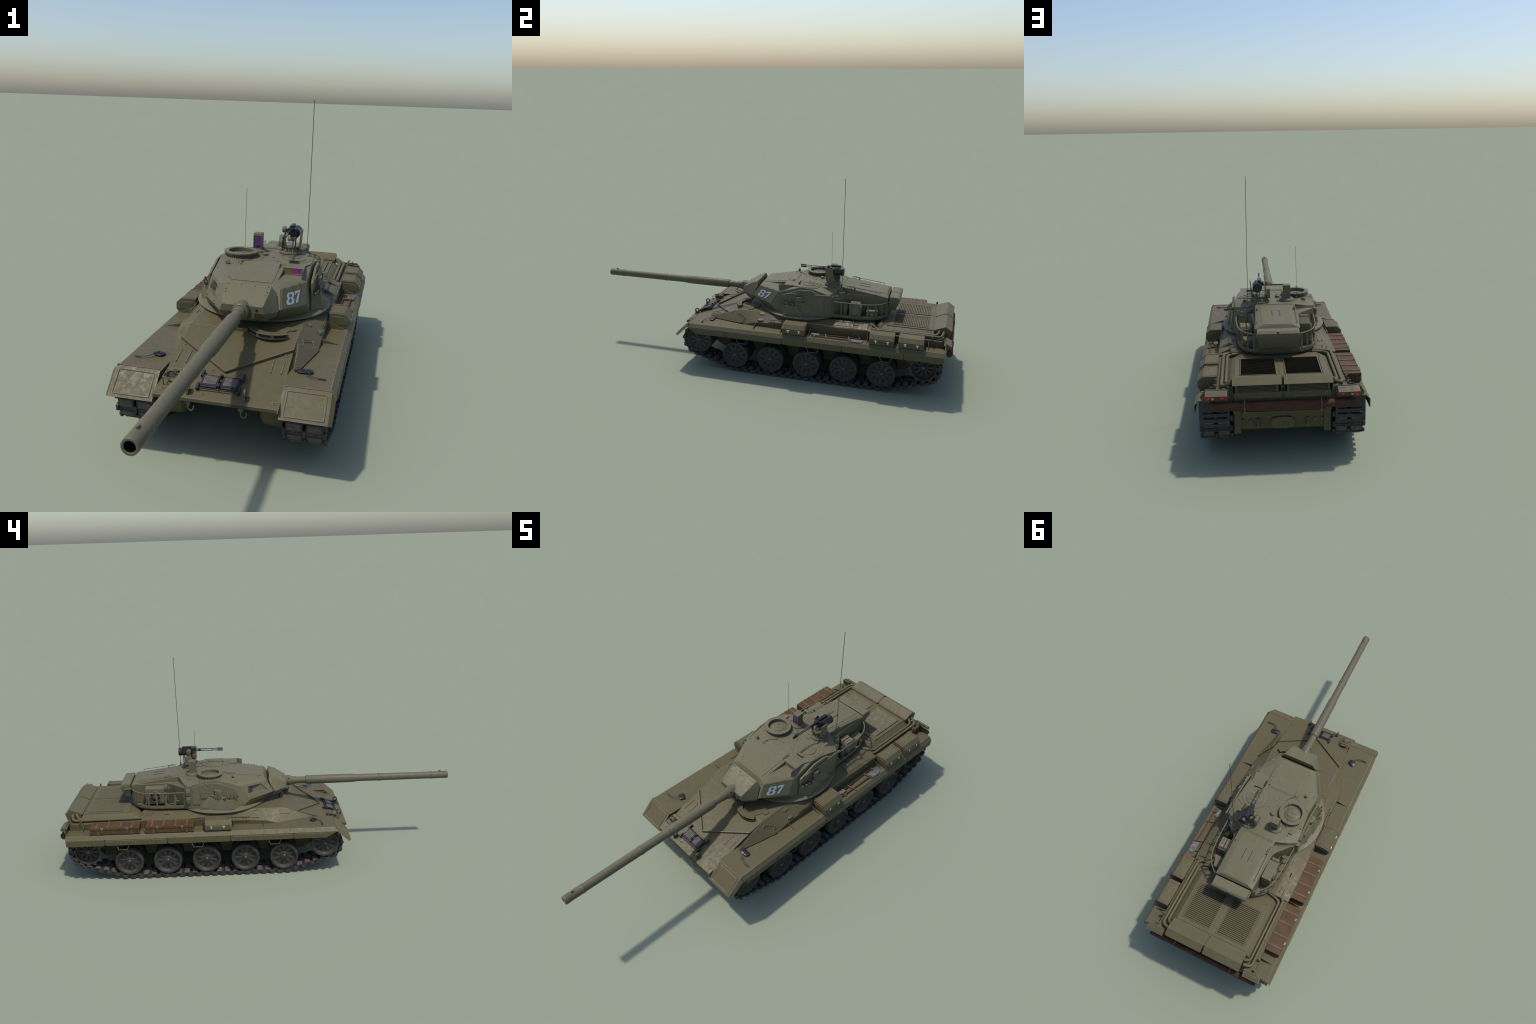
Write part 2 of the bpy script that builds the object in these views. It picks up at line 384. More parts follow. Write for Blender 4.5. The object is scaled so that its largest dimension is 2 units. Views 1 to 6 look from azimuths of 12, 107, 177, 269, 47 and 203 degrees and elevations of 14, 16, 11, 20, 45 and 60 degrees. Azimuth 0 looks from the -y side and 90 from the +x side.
# fenders, skirts, flaps
YS = [-.3695, -.1535, .155, .464, .770, .9615]
for s in SIDES:
    fd = Part('fender', 'hull', tank, .0012)
    fd.hull(X(s, [(.179, -.367, .2425), (.179, -.367, .2455), (.3155, -.367, .2455), (.3155, -.367, .2425), (.179, .9615, .2425), (.179, .9615, .246), (.3155, .9615, .246), (.3155, .9615, .2425)]))
    fd.hull(X(s, [(.3135, -.369, .246), (.3305, -.369, .2285), (.3275, -.369, .2275), (.3125, -.369, .2425), (.3135, .9615, .246), (.3305, .9615, .2285), (.3275, .9615, .2275), (.3125, .9615, .2425)]))
    fd.hull(X(s, [(.181, -.3676, .245), (.181, -.28, .245), (.1845, -.28, .245), (.1845, -.3676, .245), (.181, -.3676, .20), (.1845, -.3676, .20), (.181, -.28, .20), (.1845, -.28, .20)]))
    fd.span((s * .185, .958, .21), (s * .200, .9615, .244)) if False else None
    # gusset plates standing across the fender
    for y in (-.0098, .1392, .2883, .5850, .8815):
        zt = .262 if y < 0 else .276
        if s < 0 and abs(y - .2883) < .01: continue
        fd.plate(X(s, [(.246, y - .0008, .245), (.246, y - .0008, zt), (.3115, y - .0008, .2465), (.3115, y - .0008, .245)]), (0, .0016, 0))
    # pad strip under the stowed gear
    fd.build()
    for i in range(5):
        a, b = YS[i] + .0012, YS[i + 1] - .0012; c = .005
        poly = [(a + c, .1955), (b - c, .1955), (b, .1955 + c), (b, .2285), (a, .2285), (a, .1955 + c)]
        if i == 0: poly = [(-.317, .1955), (b - c, .1955), (b, .1955 + c), (b, .2285), (a, .2285), (a, .2265)]
        if i == 4: poly = [(a + c, .1955), (b, .1955), (b, .2285), (a, .2285), (a, .1955 + c)]
        sk = Part('skirt_panel', 'hull', tank, .0008); sk.prism(poly, 'x', s * .3265, s * .3305)
        if i in (0, 1, 3):
            for k in range(4):
                y0 = a + .012 + k * .0718; y1 = y0 + .0665
                if i == 0: y0, y1 = -.3085 + k * .0718, -.3085 + k * .0718 + .0665
                if y1 > b: continue
                sk.prism([(y0 + .002, .198), (y1 - .002, .198), (y1, .2), (y1, .2225), (y0, .2225), (y0, .2)], 'x', s * .330, s * .3322)
        sk.build()
    for ya, yb in ((.6500, .7190), (.2815, .3515), (-.0960, -.0270)):
        Part('step_stirrup', 'hull', tank, angle=60).tube(X(s, [(.3265, ya, .204), (.3275, ya + .014, .171), (.3275, yb - .013, .171), (.3265, yb, .204)]), .0017, 6).build()
    fl = Part('front_flap', 'hull', tank, .0008)
    A, B, C, D = (.186, -.3676, .2447), (.3197, -.3666, .2447), (.3192, -.4397, .178), (.1842, -.4397, .178)
    off = V((0, .0019, -.0021))
    fl.plate(X(s, [A, B, C, D]), off)
    fl.hull(X(s, [B, C, (.332, -.369, .2285), (.3298, -.4295, .172), (.3187, -.3676, .243), (.3180, -.4385, .1765), (.3305, -.369, .227), (.3288, -.4285, .1715)]))
    fl.prism([(-.3676, .2447), (-.4397, .178), (-.4335, .1725), (-.3676, .232)], 'x', s * .1835, s * .186)
    def q(u, w): return V(lerp(lerp(A, B, u), lerp(D, C, u), w)) + V((0, -.0003, .0003))
    def rect(m): return [X(s, [q(m, m * 1.5)])[0], X(s, [q(1 - m, m * 1.5)])[0], X(s, [q(1 - m, 1 - m * 1.2)])[0], X(s, [q(m, 1 - m * 1.2)])[0]]
    r_ = rect(.085); pts = []
    for k in range(4):
        for e in (.025, .975): pts.append(lerp(r_[k], r_[(k + 1) % 4], e))
    fl.tube(pts, .0021, 8, True)
    fl.cyl((s * .186, -.3668, .2456), (s * .3205, -.3658, .2456), .0020, 8)
    for u in (.03, .5, .97): fl.cyl(X(s, [lerp((.186, -.3668, .2456), (.3205, -.3658, .2456), u - .025)])[0], X(s, [lerp((.186, -.3668, .2456), (.3205, -.3658, .2456), u + .025)])[0], .0029, 8)
    fl.build()

# glacis fittings
gl = Part('splash_guard', 'hull', HULL, .0006)
for s in SIDES:
    a, b = V((0, -.320, gz(-.320))), V((s * .181, -.1895, gz(-.1895))); d = (b - a).normalized(); w = d.cross(GN).normalized() * .0022
    gl.hull([p + q_ + u for p in (a, b) for q_ in (w, -w) for u in (GN * -.002, GN * .0095)])
gl.build()
gr = Part('grip_rail', 'hull', HULL)
for s in SIDES:
    for x in (.1300, .1622):
        p0, p1 = (s * x, -.2945, gz(-.2945) + .0012), (s * x, -.2435, gz(-.2435) + .0012)
        gr.tube([p0, p1], .0020, 6)
        for t in (0, .33, .66, 1): gr.ball(lerp(p0, p1, t), .0032, 7)
gr.build()
for x, y in ((.1624, -.214), (.1646, -.4142), (.0435, -.3153), (.0445, -.412), (-.1633, -.4125), (-.0421, -.4159), (-.0406, -.3162), (-.160, -.2179)):
    b = Part('tie_down', 'hull', HULL, .0004); b.box((x, y, gz(y) + .0008), (.0125, .011, .0022), GR)
    b.box((x - .001, y, gz(y) + .003), (.003, .005, .004), GR); b.tube([(x + .003, y - .003, gz(y) + .002), (x + .003, y, gz(y) + .0045), (x + .003, y + .003, gz(y) + .003)], .0009, 5); b.build()
for s in SIDES:      # lifting eyes
    e = Part('lifting_eye', 'hull', HULL, .0006, 40); c = V((s * .0825, -.4145, .2275))
    v, f = [], []; n = 16
    for k in range(n):
        a = 2 * math.pi * k / n
        for r, dx in ((.0125, -.003), (.0125, .003), (.0068, .003), (.0068, -.003)):
            v.append(c + V((dx, r * math.cos(a), r * math.sin(a) * 1.1)))
    for k in range(n):
        k2 = (k + 1) % n; f += [(k * 4 + j, k * 4 + (j + 1) % 4, k2 * 4 + (j + 1) % 4, k2 * 4 + j) for j in range(4)]
    e.add(v, f); e.box((c.x, c.y, c.z - .0135), (.006, .022, .012)); e.build()
    t = Part('tow_shackle', 'hull', HULL, angle=60); x = .0861 if s > 0 else -.0669
    t.box((x - .010, -.428, .188), (.012, .012, .010)); t.tube([(x + .0085 * math.cos(a * .35 - .3), -.4365, .178 - .011 * math.sin(a * .35 - .3)) for a in range(12)], .0023, 7); t.build()
# tool frame with two rubber blocks
tf = Part('track_pad_rack', 'rack pad', HULL, .0008)
GP = lambda x, y, h: V((x, y, gz(y))) + GN * h
for y in (-.345, -.398):
    tf.tube([GP(-.06, y, .0085), GP(.06, y, .0085)], .0020, 8)
    for x in (-.061, .061): tf.box(GP(x, y + .006, .008), (.0075, .026, .008), GR); tf.box(GP(x, y + .004, .003), (.006, .01, .008), GR)
tf.tube([GP(0, -.345, .008), GP(0, -.398, .008)], .002, 6)
tf.box(GP(0, -.349, .012), (.0075, .007, .017), GR); tf.box(GP(0, -.386, .011), (.007, .012, .012), GR); tf.box(GP(.002, -.365, .009), (.008, .010, .008), GR)
for x in (-.030, .030):
    tf.box(GP(x, -.3675, .006), (.049, .040, .011), GR)
    for sx in (-1, 1): tf.box(GP(x + sx * .0235, -.3675, .009), (.004, .044, .007), GR)
    tf.tube([GP(x - .024, -.389, .007), GP(x + .024, -.389, .007)], .004, 8)
tf.use(1)
for x in (-.030, .030): tf.box(GP(x, -.3665, .0105), (.040, .034, .005), GR)
tf.build()
# guarded headlamp, left front
hl = Part('headlamp', 'hull glass dark', HULL, .0006)
x0, x1 = -.164, -.122
hl.lathe([(.010, 0), (.0165, .008), (.0175, .024), (.0155, .025), (.012, .020), (.0, .019)], (-.143, -.362, gz(-.37) + .018), (0, -1, 0), 18, False)
hl.use(1).lathe([(.0001, .0205), (.008, .0198), (.0130, .0185)], (-.143, -.362, gz(-.37) + .018), (0, -1, 0), 16, False); hl.use(0)
hl.box((-.143, -.352, gz(-.352) + .010), (.030, .018, .02))
for x in (x0, x1): hl.tube([GP(x, -.396, .001), GP(x, -.394, .027), GP(x, -.350, .022), GP(x, -.342, .001)], .0018, 6)
hl.box(GP((x0 + x1) / 2, -.372, .0255), (.044, .004, .002), GR)
for y in (-.394, -.350): hl.tube([GP(x0, y, .026 if y < -.37 else .022), GP(x1, y, .026 if y < -.37 else .022)], .0018, 6)
hl.box(GP(-.143, -.352, .0225), (.042, .012, .002), GR)
hl.build()
# driver hatch hood and cover
dr = Part('driver_hatch', 'hull dark vision', HULL, .0006)
C0 = (.094, -.083)
outer = arc(C0[0], C0[1], .080, 197, 318, 14); inner = arc(C0[0], C0[1], .054, 318, 197, 14)
ring = [(x, y, .302 + .0135 * 1) for x, y in outer] + [(x, y, .3135) for x, y in inner]
dr.prism(outer + inner, 'z', .297, .3135)
po = arc(C0[0], C0[1], .0812, 205, 310, 12)
dr.use(1)
for k in (0, 1, 2):
    a0 = 209 + k * 36; o_ = arc(C0[0], C0[1], .0808, a0, a0 + 30, 5); i_ = arc(C0[0], C0[1], .076, a0 + 30, a0, 5)
    dr.prism(o_ + i_, 'z', .3030, .3116)
dr.use(0)
dr.prism(arc(.094, -.080, .051, 0, 360, 28)[:-1], 'z', .300, .3045)
dr.prism(arc(.150, -.068, .016, -100, 80, 10) + [(.12, -.052), (.11, -.09)], 'z', .300, .3058)
dr.bolt((.153, -.064, .3055), r=.003)
dr.box((-.005, -.118, .304), (.045, .012, .012)); dr.box((-.03, -.112, .303), (.05, .01, .008))
dr.build()
# right-hand bolted side plate, left equivalents, carrying handles
sp = Part('side_armour_plate', 'hull', HULL, .0007)
n_ = (V((.2422, -.0775, .253)) - V((.185, -.155, .286))).cross(V((.203, -.26, .246)) - V((.185, -.155, .286))).normalized()
if n_.z < 0: n_ = -n_
for s in SIDES:
    o = V((s * n_.x, n_.y, n_.z)) * .0042
    if s > 0: sp.plate(X(s, [(.1862, -.1535, .2895), (.2415, -.0785, .2565), (.2405, -.098, .2475), (.206, -.262, .2475), (.193, -.268, .2535)]), o)
    sp.tube(X(s, [(.207, -.148, .276), (.195, -.115, .292), (.222, -.074, .276), (.229, -.092, .265)] if s > 0 else [(.20, -.15, .2795), (.206, -.10, .286), (.212, -.098, .282)]), .0011, 5)
    for p in ((.192, -.158, .2885), (.234, -.092, .2595), (.2085, -.245, .2525), (.199, -.252, .2545)): sp.bolt(V(X(s, [p])[0]) + (o if s > 0 else o * .3), V((s * n_.x, n_.y, n_.z)), .0022, .002)
    for (xa, za), L in (((.198, .2955), 1), ((.2328, .2745), 1)):
        y0, y1 = (-.003, .03) if s > 0 else (.018, .052)
        if s < 0: y0, y1 = .012, .046
        sp.tube(X(s, [(xa, y0, za - .004), (xa + .001, y0, za + .004), (xa + .001, y1, za + .004), (xa, y1, za - .004)]), .0013, 5)
        if s > 0: sp.box((xa, (y0 + y1) / 2, za + .004), (.014, .026, .003), Matrix.Rotation(.5, 3, 'Y'))
        sp.box((s * xa, y0, za - .001), (.006, .004, .004)); sp.box((s * xa, y1, za - .001), (.006, .004, .004))
sp.build()
# long rail above the deck edge, deck hatches
rl = Part('deck_rail', 'deck', HULL, angle=60)
for s in SIDES:
    y1 = .581 if s > 0 else .305
    rl.tube(X(s, [(.2365, .055, .284), (.244, .2, .290), (.2475, .35, .293), (.2485, y1, .2925)]), .0021, 6)
    for y in (.075, .09, .20, .36, .52):
        if y < y1: rl.tube(X(s, [(.24 + .012 * min(1, y / .3), y, .285 + .005 * min(1, y / .3)), (.243 + .003 * min(1, y / .3), y, .27)]), .0015, 5)
    if s < 0: rl.tube(X(s, [(.251, .06, .2715), (.2515, .145, .2725)]), .0012, 5)
rl.build()
dh = Part('deck_hatch', 'deck', HULL, .0008)
def slab(a, b, c, d, t=.003):
    n__ = (V(b) - V(a)).cross(V(d) - V(a)).normalized(); n__ = n__ if n__.z > 0 else -n__
    dh.plate([a, b, c, d], n__ * t)
slab((.196, .405, .3055), (.239, .405, .287), (.239, .503, .2885), (.196, .503, .3055), .005)
slab((.203, .412, .3065), (.234, .412, .2935), (.234, .496, .2945), (.203, .496, .307), .0035)
slab((.198, .531, .306), (.241, .531, .288), (.241, .5765, .2885), (.198, .5765, .306), .005)
dh.box((.246, .517, .277), (.006, .030, .014)); dh.box((.246, .39, .279), (.005, .02, .012))
for y in (.508, .527): dh.bolt((.238, y, .291), (.4, 0, .9), .003)
# left deck: slot, hand grips, fine panel joint
slab((-.186, .460, .3045), (-.2035, .460, .2985), (-.2035, .490, .2985), (-.186, .490, .3045), .0012)
dh.tube([(-.19, .40, .3045), (-.19, .43, .305)], .001, 5)
for x, y in ((-.196, .575), (-.214, .58)):
    dh.tube([(x, y, .301), (x, y, .309), (x - .002, y - .030, .309), (x - .002, y - .030, .300)], .0013, 5)
dh.tube([(-.2505, .575, .284), (-.2505, .49, .285)], .0012, 5)
dh.build()
dd = Part('deck_slot', 'dark', HULL); dd.plate([(-.2042, .462, .2993), (-.2085, .462, .2975), (-.2085, .488, .2975), (-.2042, .488, .2993)], (0, 0, .0009)); dd.build()
sd = Part('deck_seam', 'hull', HULL)
for pts in ([(-.18, -.1165, .3018), (.18, -.1165, .3018)], [(.15, .44, .3033), (.15, .585, .3036)], [(-.15, .44, .3033), (-.15, .585, .3036)], [(-.185, .585, .3026), (.185, .585, .3026)]):
    sd.tube(pts, .0010, 5)
for s in SIDES:
    for y in (.02, .36, .45, .55): sd.bolt((s * .188, y, .3015), r=.0026)
    for y in (-.33, -.20, .05, .34, .52, .93): sd.bolt((s * .262, y, .2462), r=.0022)
sd.build()
# rear brackets at the fender root
rb = Part('cable_bracket', 'hull', HULL, .0006)
for s in SIDES:
    for y in (.897, .949):
        rb.box((s * .248, y, .284), (.004, .010, .034)); rb.box((s * .250, y, .302), (.012, .004, .004)); rb.box((s * .252, y + .002, .290), (.014, .004, .004)); rb.box((s * .246, y - .004, .294), (.010, .003, .004))
rb.build()
# folded mirrors
for s in SIDES:
    m = Part('mirror', 'blued steel', HULL, .0006)
    cx, cy = s * .228, -.262
    m.lathe([(.0, 0), (.012, .0005), (.0155, .003), (.0145, .005), (.008, .0072), (0, .0078)], (0, 0, 0), (0, 0, 1), 20, False)
    sc = (1.60, .90) if s > 0 else (1.28, 1.0); an = .08 if s > 0 else -.5
    m.v = [(x * k_, y * k_, z) for x, y, z in m.v for k_ in [1 / max(1e-6, ((abs(x) / (math.hypot(x, y) + 1e-9)) ** 4 + (abs(y) / (math.hypot(x, y) + 1e-9)) ** 4) ** .25) if math.hypot(x, y) > 1e-4 else 1]]
    m.v = [(cx + (x * sc[0] * math.cos(an) - y * sc[1] * math.sin(an)), cy + (x * sc[0] * math.sin(an) + y * sc[1] * math.cos(an)), .2475 + z) for x, y, z in m.v]
    m.use(1)
    m.tube(smooth([(cx, cy, .2565), (cx + s * .008, cy - .014, .256), (cx + s * .022, cy - .034, .252), (cx + s * .045, cy - .036, .250), (cx + s * .064, cy - .037, .2495)]), .0014, 6)
    m.tube(smooth([(cx, cy, .255), (cx + s * .006, cy - .030, .250), (cx + s * .030, cy - .044, .249), (cx + s * .064, cy - .041, .2485)]), .0009, 5)
    m.cyl((cx + s * .045, cy - .037, .2495), (cx + s * .066, cy - .038, .2495), .0026, 8); m.build()

# ================================================================== RUNNING GEAR
WY = [-.107, .0862, .2795, .473, .6650]; WZ = .0900; WR = .0705
def wheel_meshes():
    out = {}
    for side in (1, -1):
        a = (side, 0, 0)
        w = Part('road_wheel', 'rim recess', angle=40)
        # outer disc, dish, inner disc, axle
        w.lathe([(.0625, -.030), (.0625, .0135), (.0600, .0150), (.0575, .0130), (.0555, .0050), (.0500, .0010), (.0220, .0015), (.0200, .0060), (.0185, .0085), (.0, .0085)], (0, 0, 0), a, 40, False)
        w.lathe([(.0625, -.046), (.0625, -.098), (.0, -.098)], (0, 0, 0), a, 32, False)
        w.cyl(V(a) * -.095, V(a) * .002, .02, 16)
        for k in range(10):
            t = 2 * math.pi * k / 10; R = Matrix.Rotation(t, 3, 'X')
            w.hull([R @ V((side * x, y, z)) for x, y, z in [(-.0, -.0085, .0535), (-.0, .0085, .0535), (-.0, -.0055, .0215), (-.0, .0055, .0215), (.0030, -.0066, .0535), (.0030, .0066, .0535), (.0030, -.0040, .021), (.0030, .0040, .021)]])
            c = R @ V((side * .0085, 0, .0150)); w.lathe([(.0018, 0), (.0018, .0018)], c, a, 6)
            t2 = t + math.pi / 10; R2 = Matrix.Rotation(t2, 3, 'X')
            w.use(1).hull([R2 @ V((side * .0018, y, z)) for y, z in [(-.0062, .0485), (.0062, .0485), (-.0066, .0440), (.0066, .0440), (-.0020, .0270), (.0020, .0270)]] + [R2 @ V((side * .0005, 0, .04))]) if k % 1 == 0 else None
            w.use(0)
        out['w', side] = w.mesh()
        t = Part('tyre', 'tyre', angle=40)
        t.lathe([(.0600, .0105), (.0635, .0150), (.0680, .0145), (WR, .0115), (WR, -.0270), (.0685, -.0300), (.0600, -.0300)], (0, 0, 0), a, 44, False)
        t.lathe([(.0610, -.046), (.0690, -.046), (WR, -.049), (WR, -.095), (.0690, -.098), (.0600, -.098)], (0, 0, 0), a, 36, False)
        out['t', side] = t.mesh()
        h = Part('hub_cap', 'hub', angle=50)
        h.lathe([(.0115, .006), (.0115, .0105), (.0105, .0130), (.0075, .0155), (.0035, .0168), (.0, .0170)], (0, 0, 0), a, 18, False)
        out['h', side] = h.mesh()
    return out
WM = wheel_meshes()
for s in SIDES:
    for i, (y, z) in enumerate([(y, WZ) for y in WY] + [(-.3125, .1520)]):
        w = link('road_wheel' if i < 5 else 'idler_wheel', WM['w', s], tank, (s * .2935, y, z), (rng.uniform(0, 6.28) if i else 0, 0, 0))
        link('tyre', WM['t', s], w); link('hub_cap', WM['h', s], w)
    # sprocket
    sp_ = Part('drive_sprocket', 'rim dark hub', tank, .0008, 40)
    a = (s, 0, 0); o = V((s * .2935, .867, .1460))
    for xo in (.0, -.075):
        sp_v = []
        NT = 12
        for k in range(NT):
            for da, r in ((-.42, .0655), (-.26, .0660), (-.07, .0775), (.07, .0775), (.26, .0660), (.42, .0655)):
                t = 2 * math.pi * (k + da) / NT + .1; sp_v.append((r * math.cos(t), r * math.sin(t)))
        n = len(sp_v); v = []
        for x in (-.006, .006): v += [o + V((s * (xo + x), y, z)) for y, z in sp_v]
        for x in (-.006, .006): v += [o + V((s * (xo + x), .0585 * math.cos(2 * math.pi * (k / n)), .0585 * math.sin(2 * math.pi * (k / n)))) for k in range(n)]
        f = []
        for k in range(n):
            k2 = (k + 1) % n
            f += [(k, k2, n + k2, n + k), (2 * n + k, 3 * n + k, 3 * n + k2, 2 * n + k2)]
        # faces between toothed rim and bore, matched by angle (offset .1 start)
        sh = int(round((.1 - .42 * 2 * math.pi / NT) / (2 * math.pi) * n)) % n
        for k in range(n):
            k2 = (k + 1) % n; b, b2 = (k + sh) % n, (k + 1 + sh) % n
            f += [(k, 2 * n + b, 2 * n + b2, k2), (n + k, n + k2, 3 * n + b2, 3 * n + b)]
        sp_.add(v, f)
    sp_.lathe([(.0590, .004), (.0590, -.085)], o, a, 36, False)
    sp_.lathe([(.0590, -.013), (.0480, -.011), (.0470, -.010), (.0175, -.008), (.0175, .002), (.0130, .004), (.0130, -.002), (0, -.002)], o, a, 40, False)
    sp_.use(2).lathe([(.0105, -.002), (.0105, .003), (.006, .006), (0, .007)], o, a, 16, False)
    sp_.use(1)
    for k in range(10):   # lightening slots
        R = Matrix.Rotation(2 * math.pi * k / 10 + .1, 3, 'X')
        sp_.hull([o + R @ V((s * x, y, z)) for x in (-.0068, -.0125) for y, z in ((-.0058, .0445), (.0058, .0445), (-.0034, .0225), (.0034, .0225))] )
    sp_.build()
    # scraper bracket and mud flap behind the sprocket
    mf = Part('mud_scraper', 'steel', tank, .0005); mf.span((s * .199, .954, .197), (s * .313, .9565, .243))
    for xa, xb in ((.199, .2075), (.2995, .313)): mf.span((s * xa, .954, .140), (s * xb, .9565, .198))
    for za, zb in ((.1755, .1895), (.1545, .168), (.138, .147)): mf.span((s * .206, .9538, za), (s * .301, .9567, zb))
    mf.prism([(.9455, .20), (.954, .20), (.954, .143)], 'x', s * .300, s * .3025); mf.span((s * .30, .785, .175), (s * .305, .80, .20)); mf.build()

# track: links along the tangent loop around the wheels
TR, TOUT = .0790, .0104
def track_path():
    circ = [(-.3125, .1520, TR), (WY[0], WZ, TR), (WY[-1], WZ, TR), (.867, .1460, .0775)]
    P = []
    def tangent(c1, c2, side):
        dx, dz = c2[0] - c1[0], c2[1] - c1[1]; d = math.hypot(dx, dz); t = math.atan2(dz, dx) + side * math.acos((c1[2] - c2[2]) / d)
        return t
    seq = [0, 1, 2, 3]; ang = []
    for i in range(4):
        c1, c2 = circ[seq[i]], circ[seq[(i + 1) % 4]]
        ang.append(tangent(c1, c2, -1))
    pts = []
    for i in range(4):
        c = circ[seq[i]]; a0, a1 = ang[i - 1], ang[i]
        while a1 < a0: a1 += 2 * math.pi
        n = max(2, int((a1 - a0) / .05))
        for k in range(n + 1):
            a = a0 + (a1 - a0) * k / n; pts.append((c[0] + c[2] * math.cos(a), c[1] + c[2] * math.sin(a)))
    return pts
tp = track_path()
seg = [math.hypot(tp[(i + 1) % len(tp)][0] - tp[i][0], tp[(i + 1) % len(tp)][1] - tp[i][1]) for i in range(len(tp))]
LEN = sum(seg); NL = int(round(LEN / .0411)); PITCH = LEN / NL
def on_path(d):
    d %= LEN
    for i, L in enumerate(seg):
        if d <= L:
            a, b = tp[i], tp[(i + 1) % len(tp)]; t = d / L if L else 0
            return a[0] + (b[0] - a[0]) * t, a[1] + (b[1] - a[1]) * t
        d -= L
    return tp[0]
# one link, x across, y along the run, +z outwards (to the ground)
lk = Part('track_link', 'track pad padin body', None, 0, 40)
for sx in (-1, 1):
    lk.use(3).hull([(sx * x, y, z) for x in (.0045, .0535) for y, z in ((-.0158, -.003), (.0158, -.003), (-.0158, .0045), (.0158, .0045), (-.013, -.0062), (.013, -.0062), (-.0145, .0078), (.0145, .0078))])
    lk.use(1).hull([(sx * x, y, z) for x, y, z in [(.0105, -.0105, TOUT), (.0475, -.0105, TOUT), (.0105, .0105, TOUT), (.0475, .0105, TOUT), (.0085, -.0125, .0075), (.0495, -.0125, .0075), (.0085, .0125, .0075), (.0495, .0125, .0075)]])
    lk.use(2).hull([(sx * x, y, z) for x in (.007, .051) for y, z in ((-.0128, -.0062), (.0128, -.0062), (-.0115, -.0078), (.0115, -.0078))])
    lk.use(0)
    # pins and the end connector that bridges to the next link
    for y in (-.0165, .0165): lk.cyl((sx * .003, y, .001), (sx * .060, y, .001), .0040, 8)
    y0 = PITCH / 2
    lk.hull([(sx * x, y0 + y, z) for x in (.0548, .0618) for y, z in ((-.0125, -.002), (-.0125, .004), (.0125, -.002), (.0125, .004), (-.009, -.0055), (.009, -.0055), (-.009, .0085), (.009, .0085))])
y0 = PITCH / 2
lk.hull([(x, y0 + y, z) for x in (-.0036, .0036) for y, z in ((-.0125, -.004), (.0125, -.004), (-.011, .0085), (.011, .0085))])
lk.hull([(x, y0 + y, z) for x, y, z in [(-.0022, -.0055, -.003), (.0022, -.0055, -.003), (-.0022, .0055, -.003), (.0022, .0055, -.003), (-.0010, -.0016, -.019), (.0010, -.0016, -.019), (-.0010, .0016, -.019), (.0010, .0016, -.019)]])
LM = lk.mesh()
for s in SIDES:
    tr = link('track', None, tank)
    for i in range(NL):
        d = (i + .3) * PITCH
        (ya, za), (yb, zb) = on_path(d - .008), on_path(d + .008); yc, zc = on_path(d)
        t = V((0, yb - ya, zb - za)).normalized()          # run direction (counter-clockwise seen from +x)
        out = V((0, t.z, -t.y))
        ob = link('track_link', LM, tr)
        Mx = Matrix.Identity(4); ax = t.cross(out)
        for r in range(3): Mx[r][0], Mx[r][1], Mx[r][2] = ax[r], t[r], out[r]
        Mx[0][3], Mx[1][3], Mx[2][3] = s * .2515, yc, zc
        ob.matrix_local = Mx

# ================================================================== STOWAGE ON THE FENDERS
def case(s, y0, y1, name='stowage_case'):
    sec = [(.2475, .2475), (.2475, .2975), (.2520, .2990), (.3020, .2985), (.3215, .2805), (.3215, .2560), (.3130, .2470)]
    c = Part(name, 'case', tank, .0012)
    c.prism([(s * x, z) for x, z in sec], 'y', y0, y1)
    for ye in (y0, y1):
        e = -.0012 if ye == y0 else .0012
        c.prism([(s * x, z) for x, z in [(.258, .258), (.258, .288), (.300, .288), (.312, .276), (.312, .260)]], 'y', ye - abs(e), ye + abs(e))
    c.tube(X(s, [(.2495, y0 + .004, .2992), (.2495, y1 - .004, .2992)]), .0012, 5)
    for a, b in (((.254, y0 + .022), (.300, y1 - .022)), ((.254, y1 - .022), (.300, y0 + .022))):
        c.tube(X(s, [(a[0], a[1], .2986), (b[0], b[1], .2984)]), .0006, 4)
    c.box((s * .3216, (y0 + y1) / 2, .2722), (.0016, y1 - y0 - .002, .0012))
    ob = c.build()
    for y in (y0 + .0105, y1 - .0105):
        st = Part('strap', 'strap', ob); w = .0035
        path = [(.2462, .262), (.2462, .2995), (.2520, .3003), (.3025, .2998), (.3230, .2808), (.3230, .2555), (.3135, .2458)]
        inn = [(x - (.0012 if x > .3 else 0), z - .0012) for x, z in path][::-1]
        st.prism([(s * x, z) for x, z in path + inn], 'y', y - w, y + w); st.build()
    L = y1 - y0
    for y in (y0 + .28 * L, y1 - .24 * L):
        la = Part('latch', 'bright', ob, .0005); la.box((s * .3222, y, .2735), (.003, .013, .0045)); la.box((s * .3228, y, .2675), (.003, .006, .010)); la.build()
for y0, y1 in ((.1535, .2715), (.5985, .7195), (.7405, .8610)): case(1, y0, y1)
case(-1, .1500, .2790)
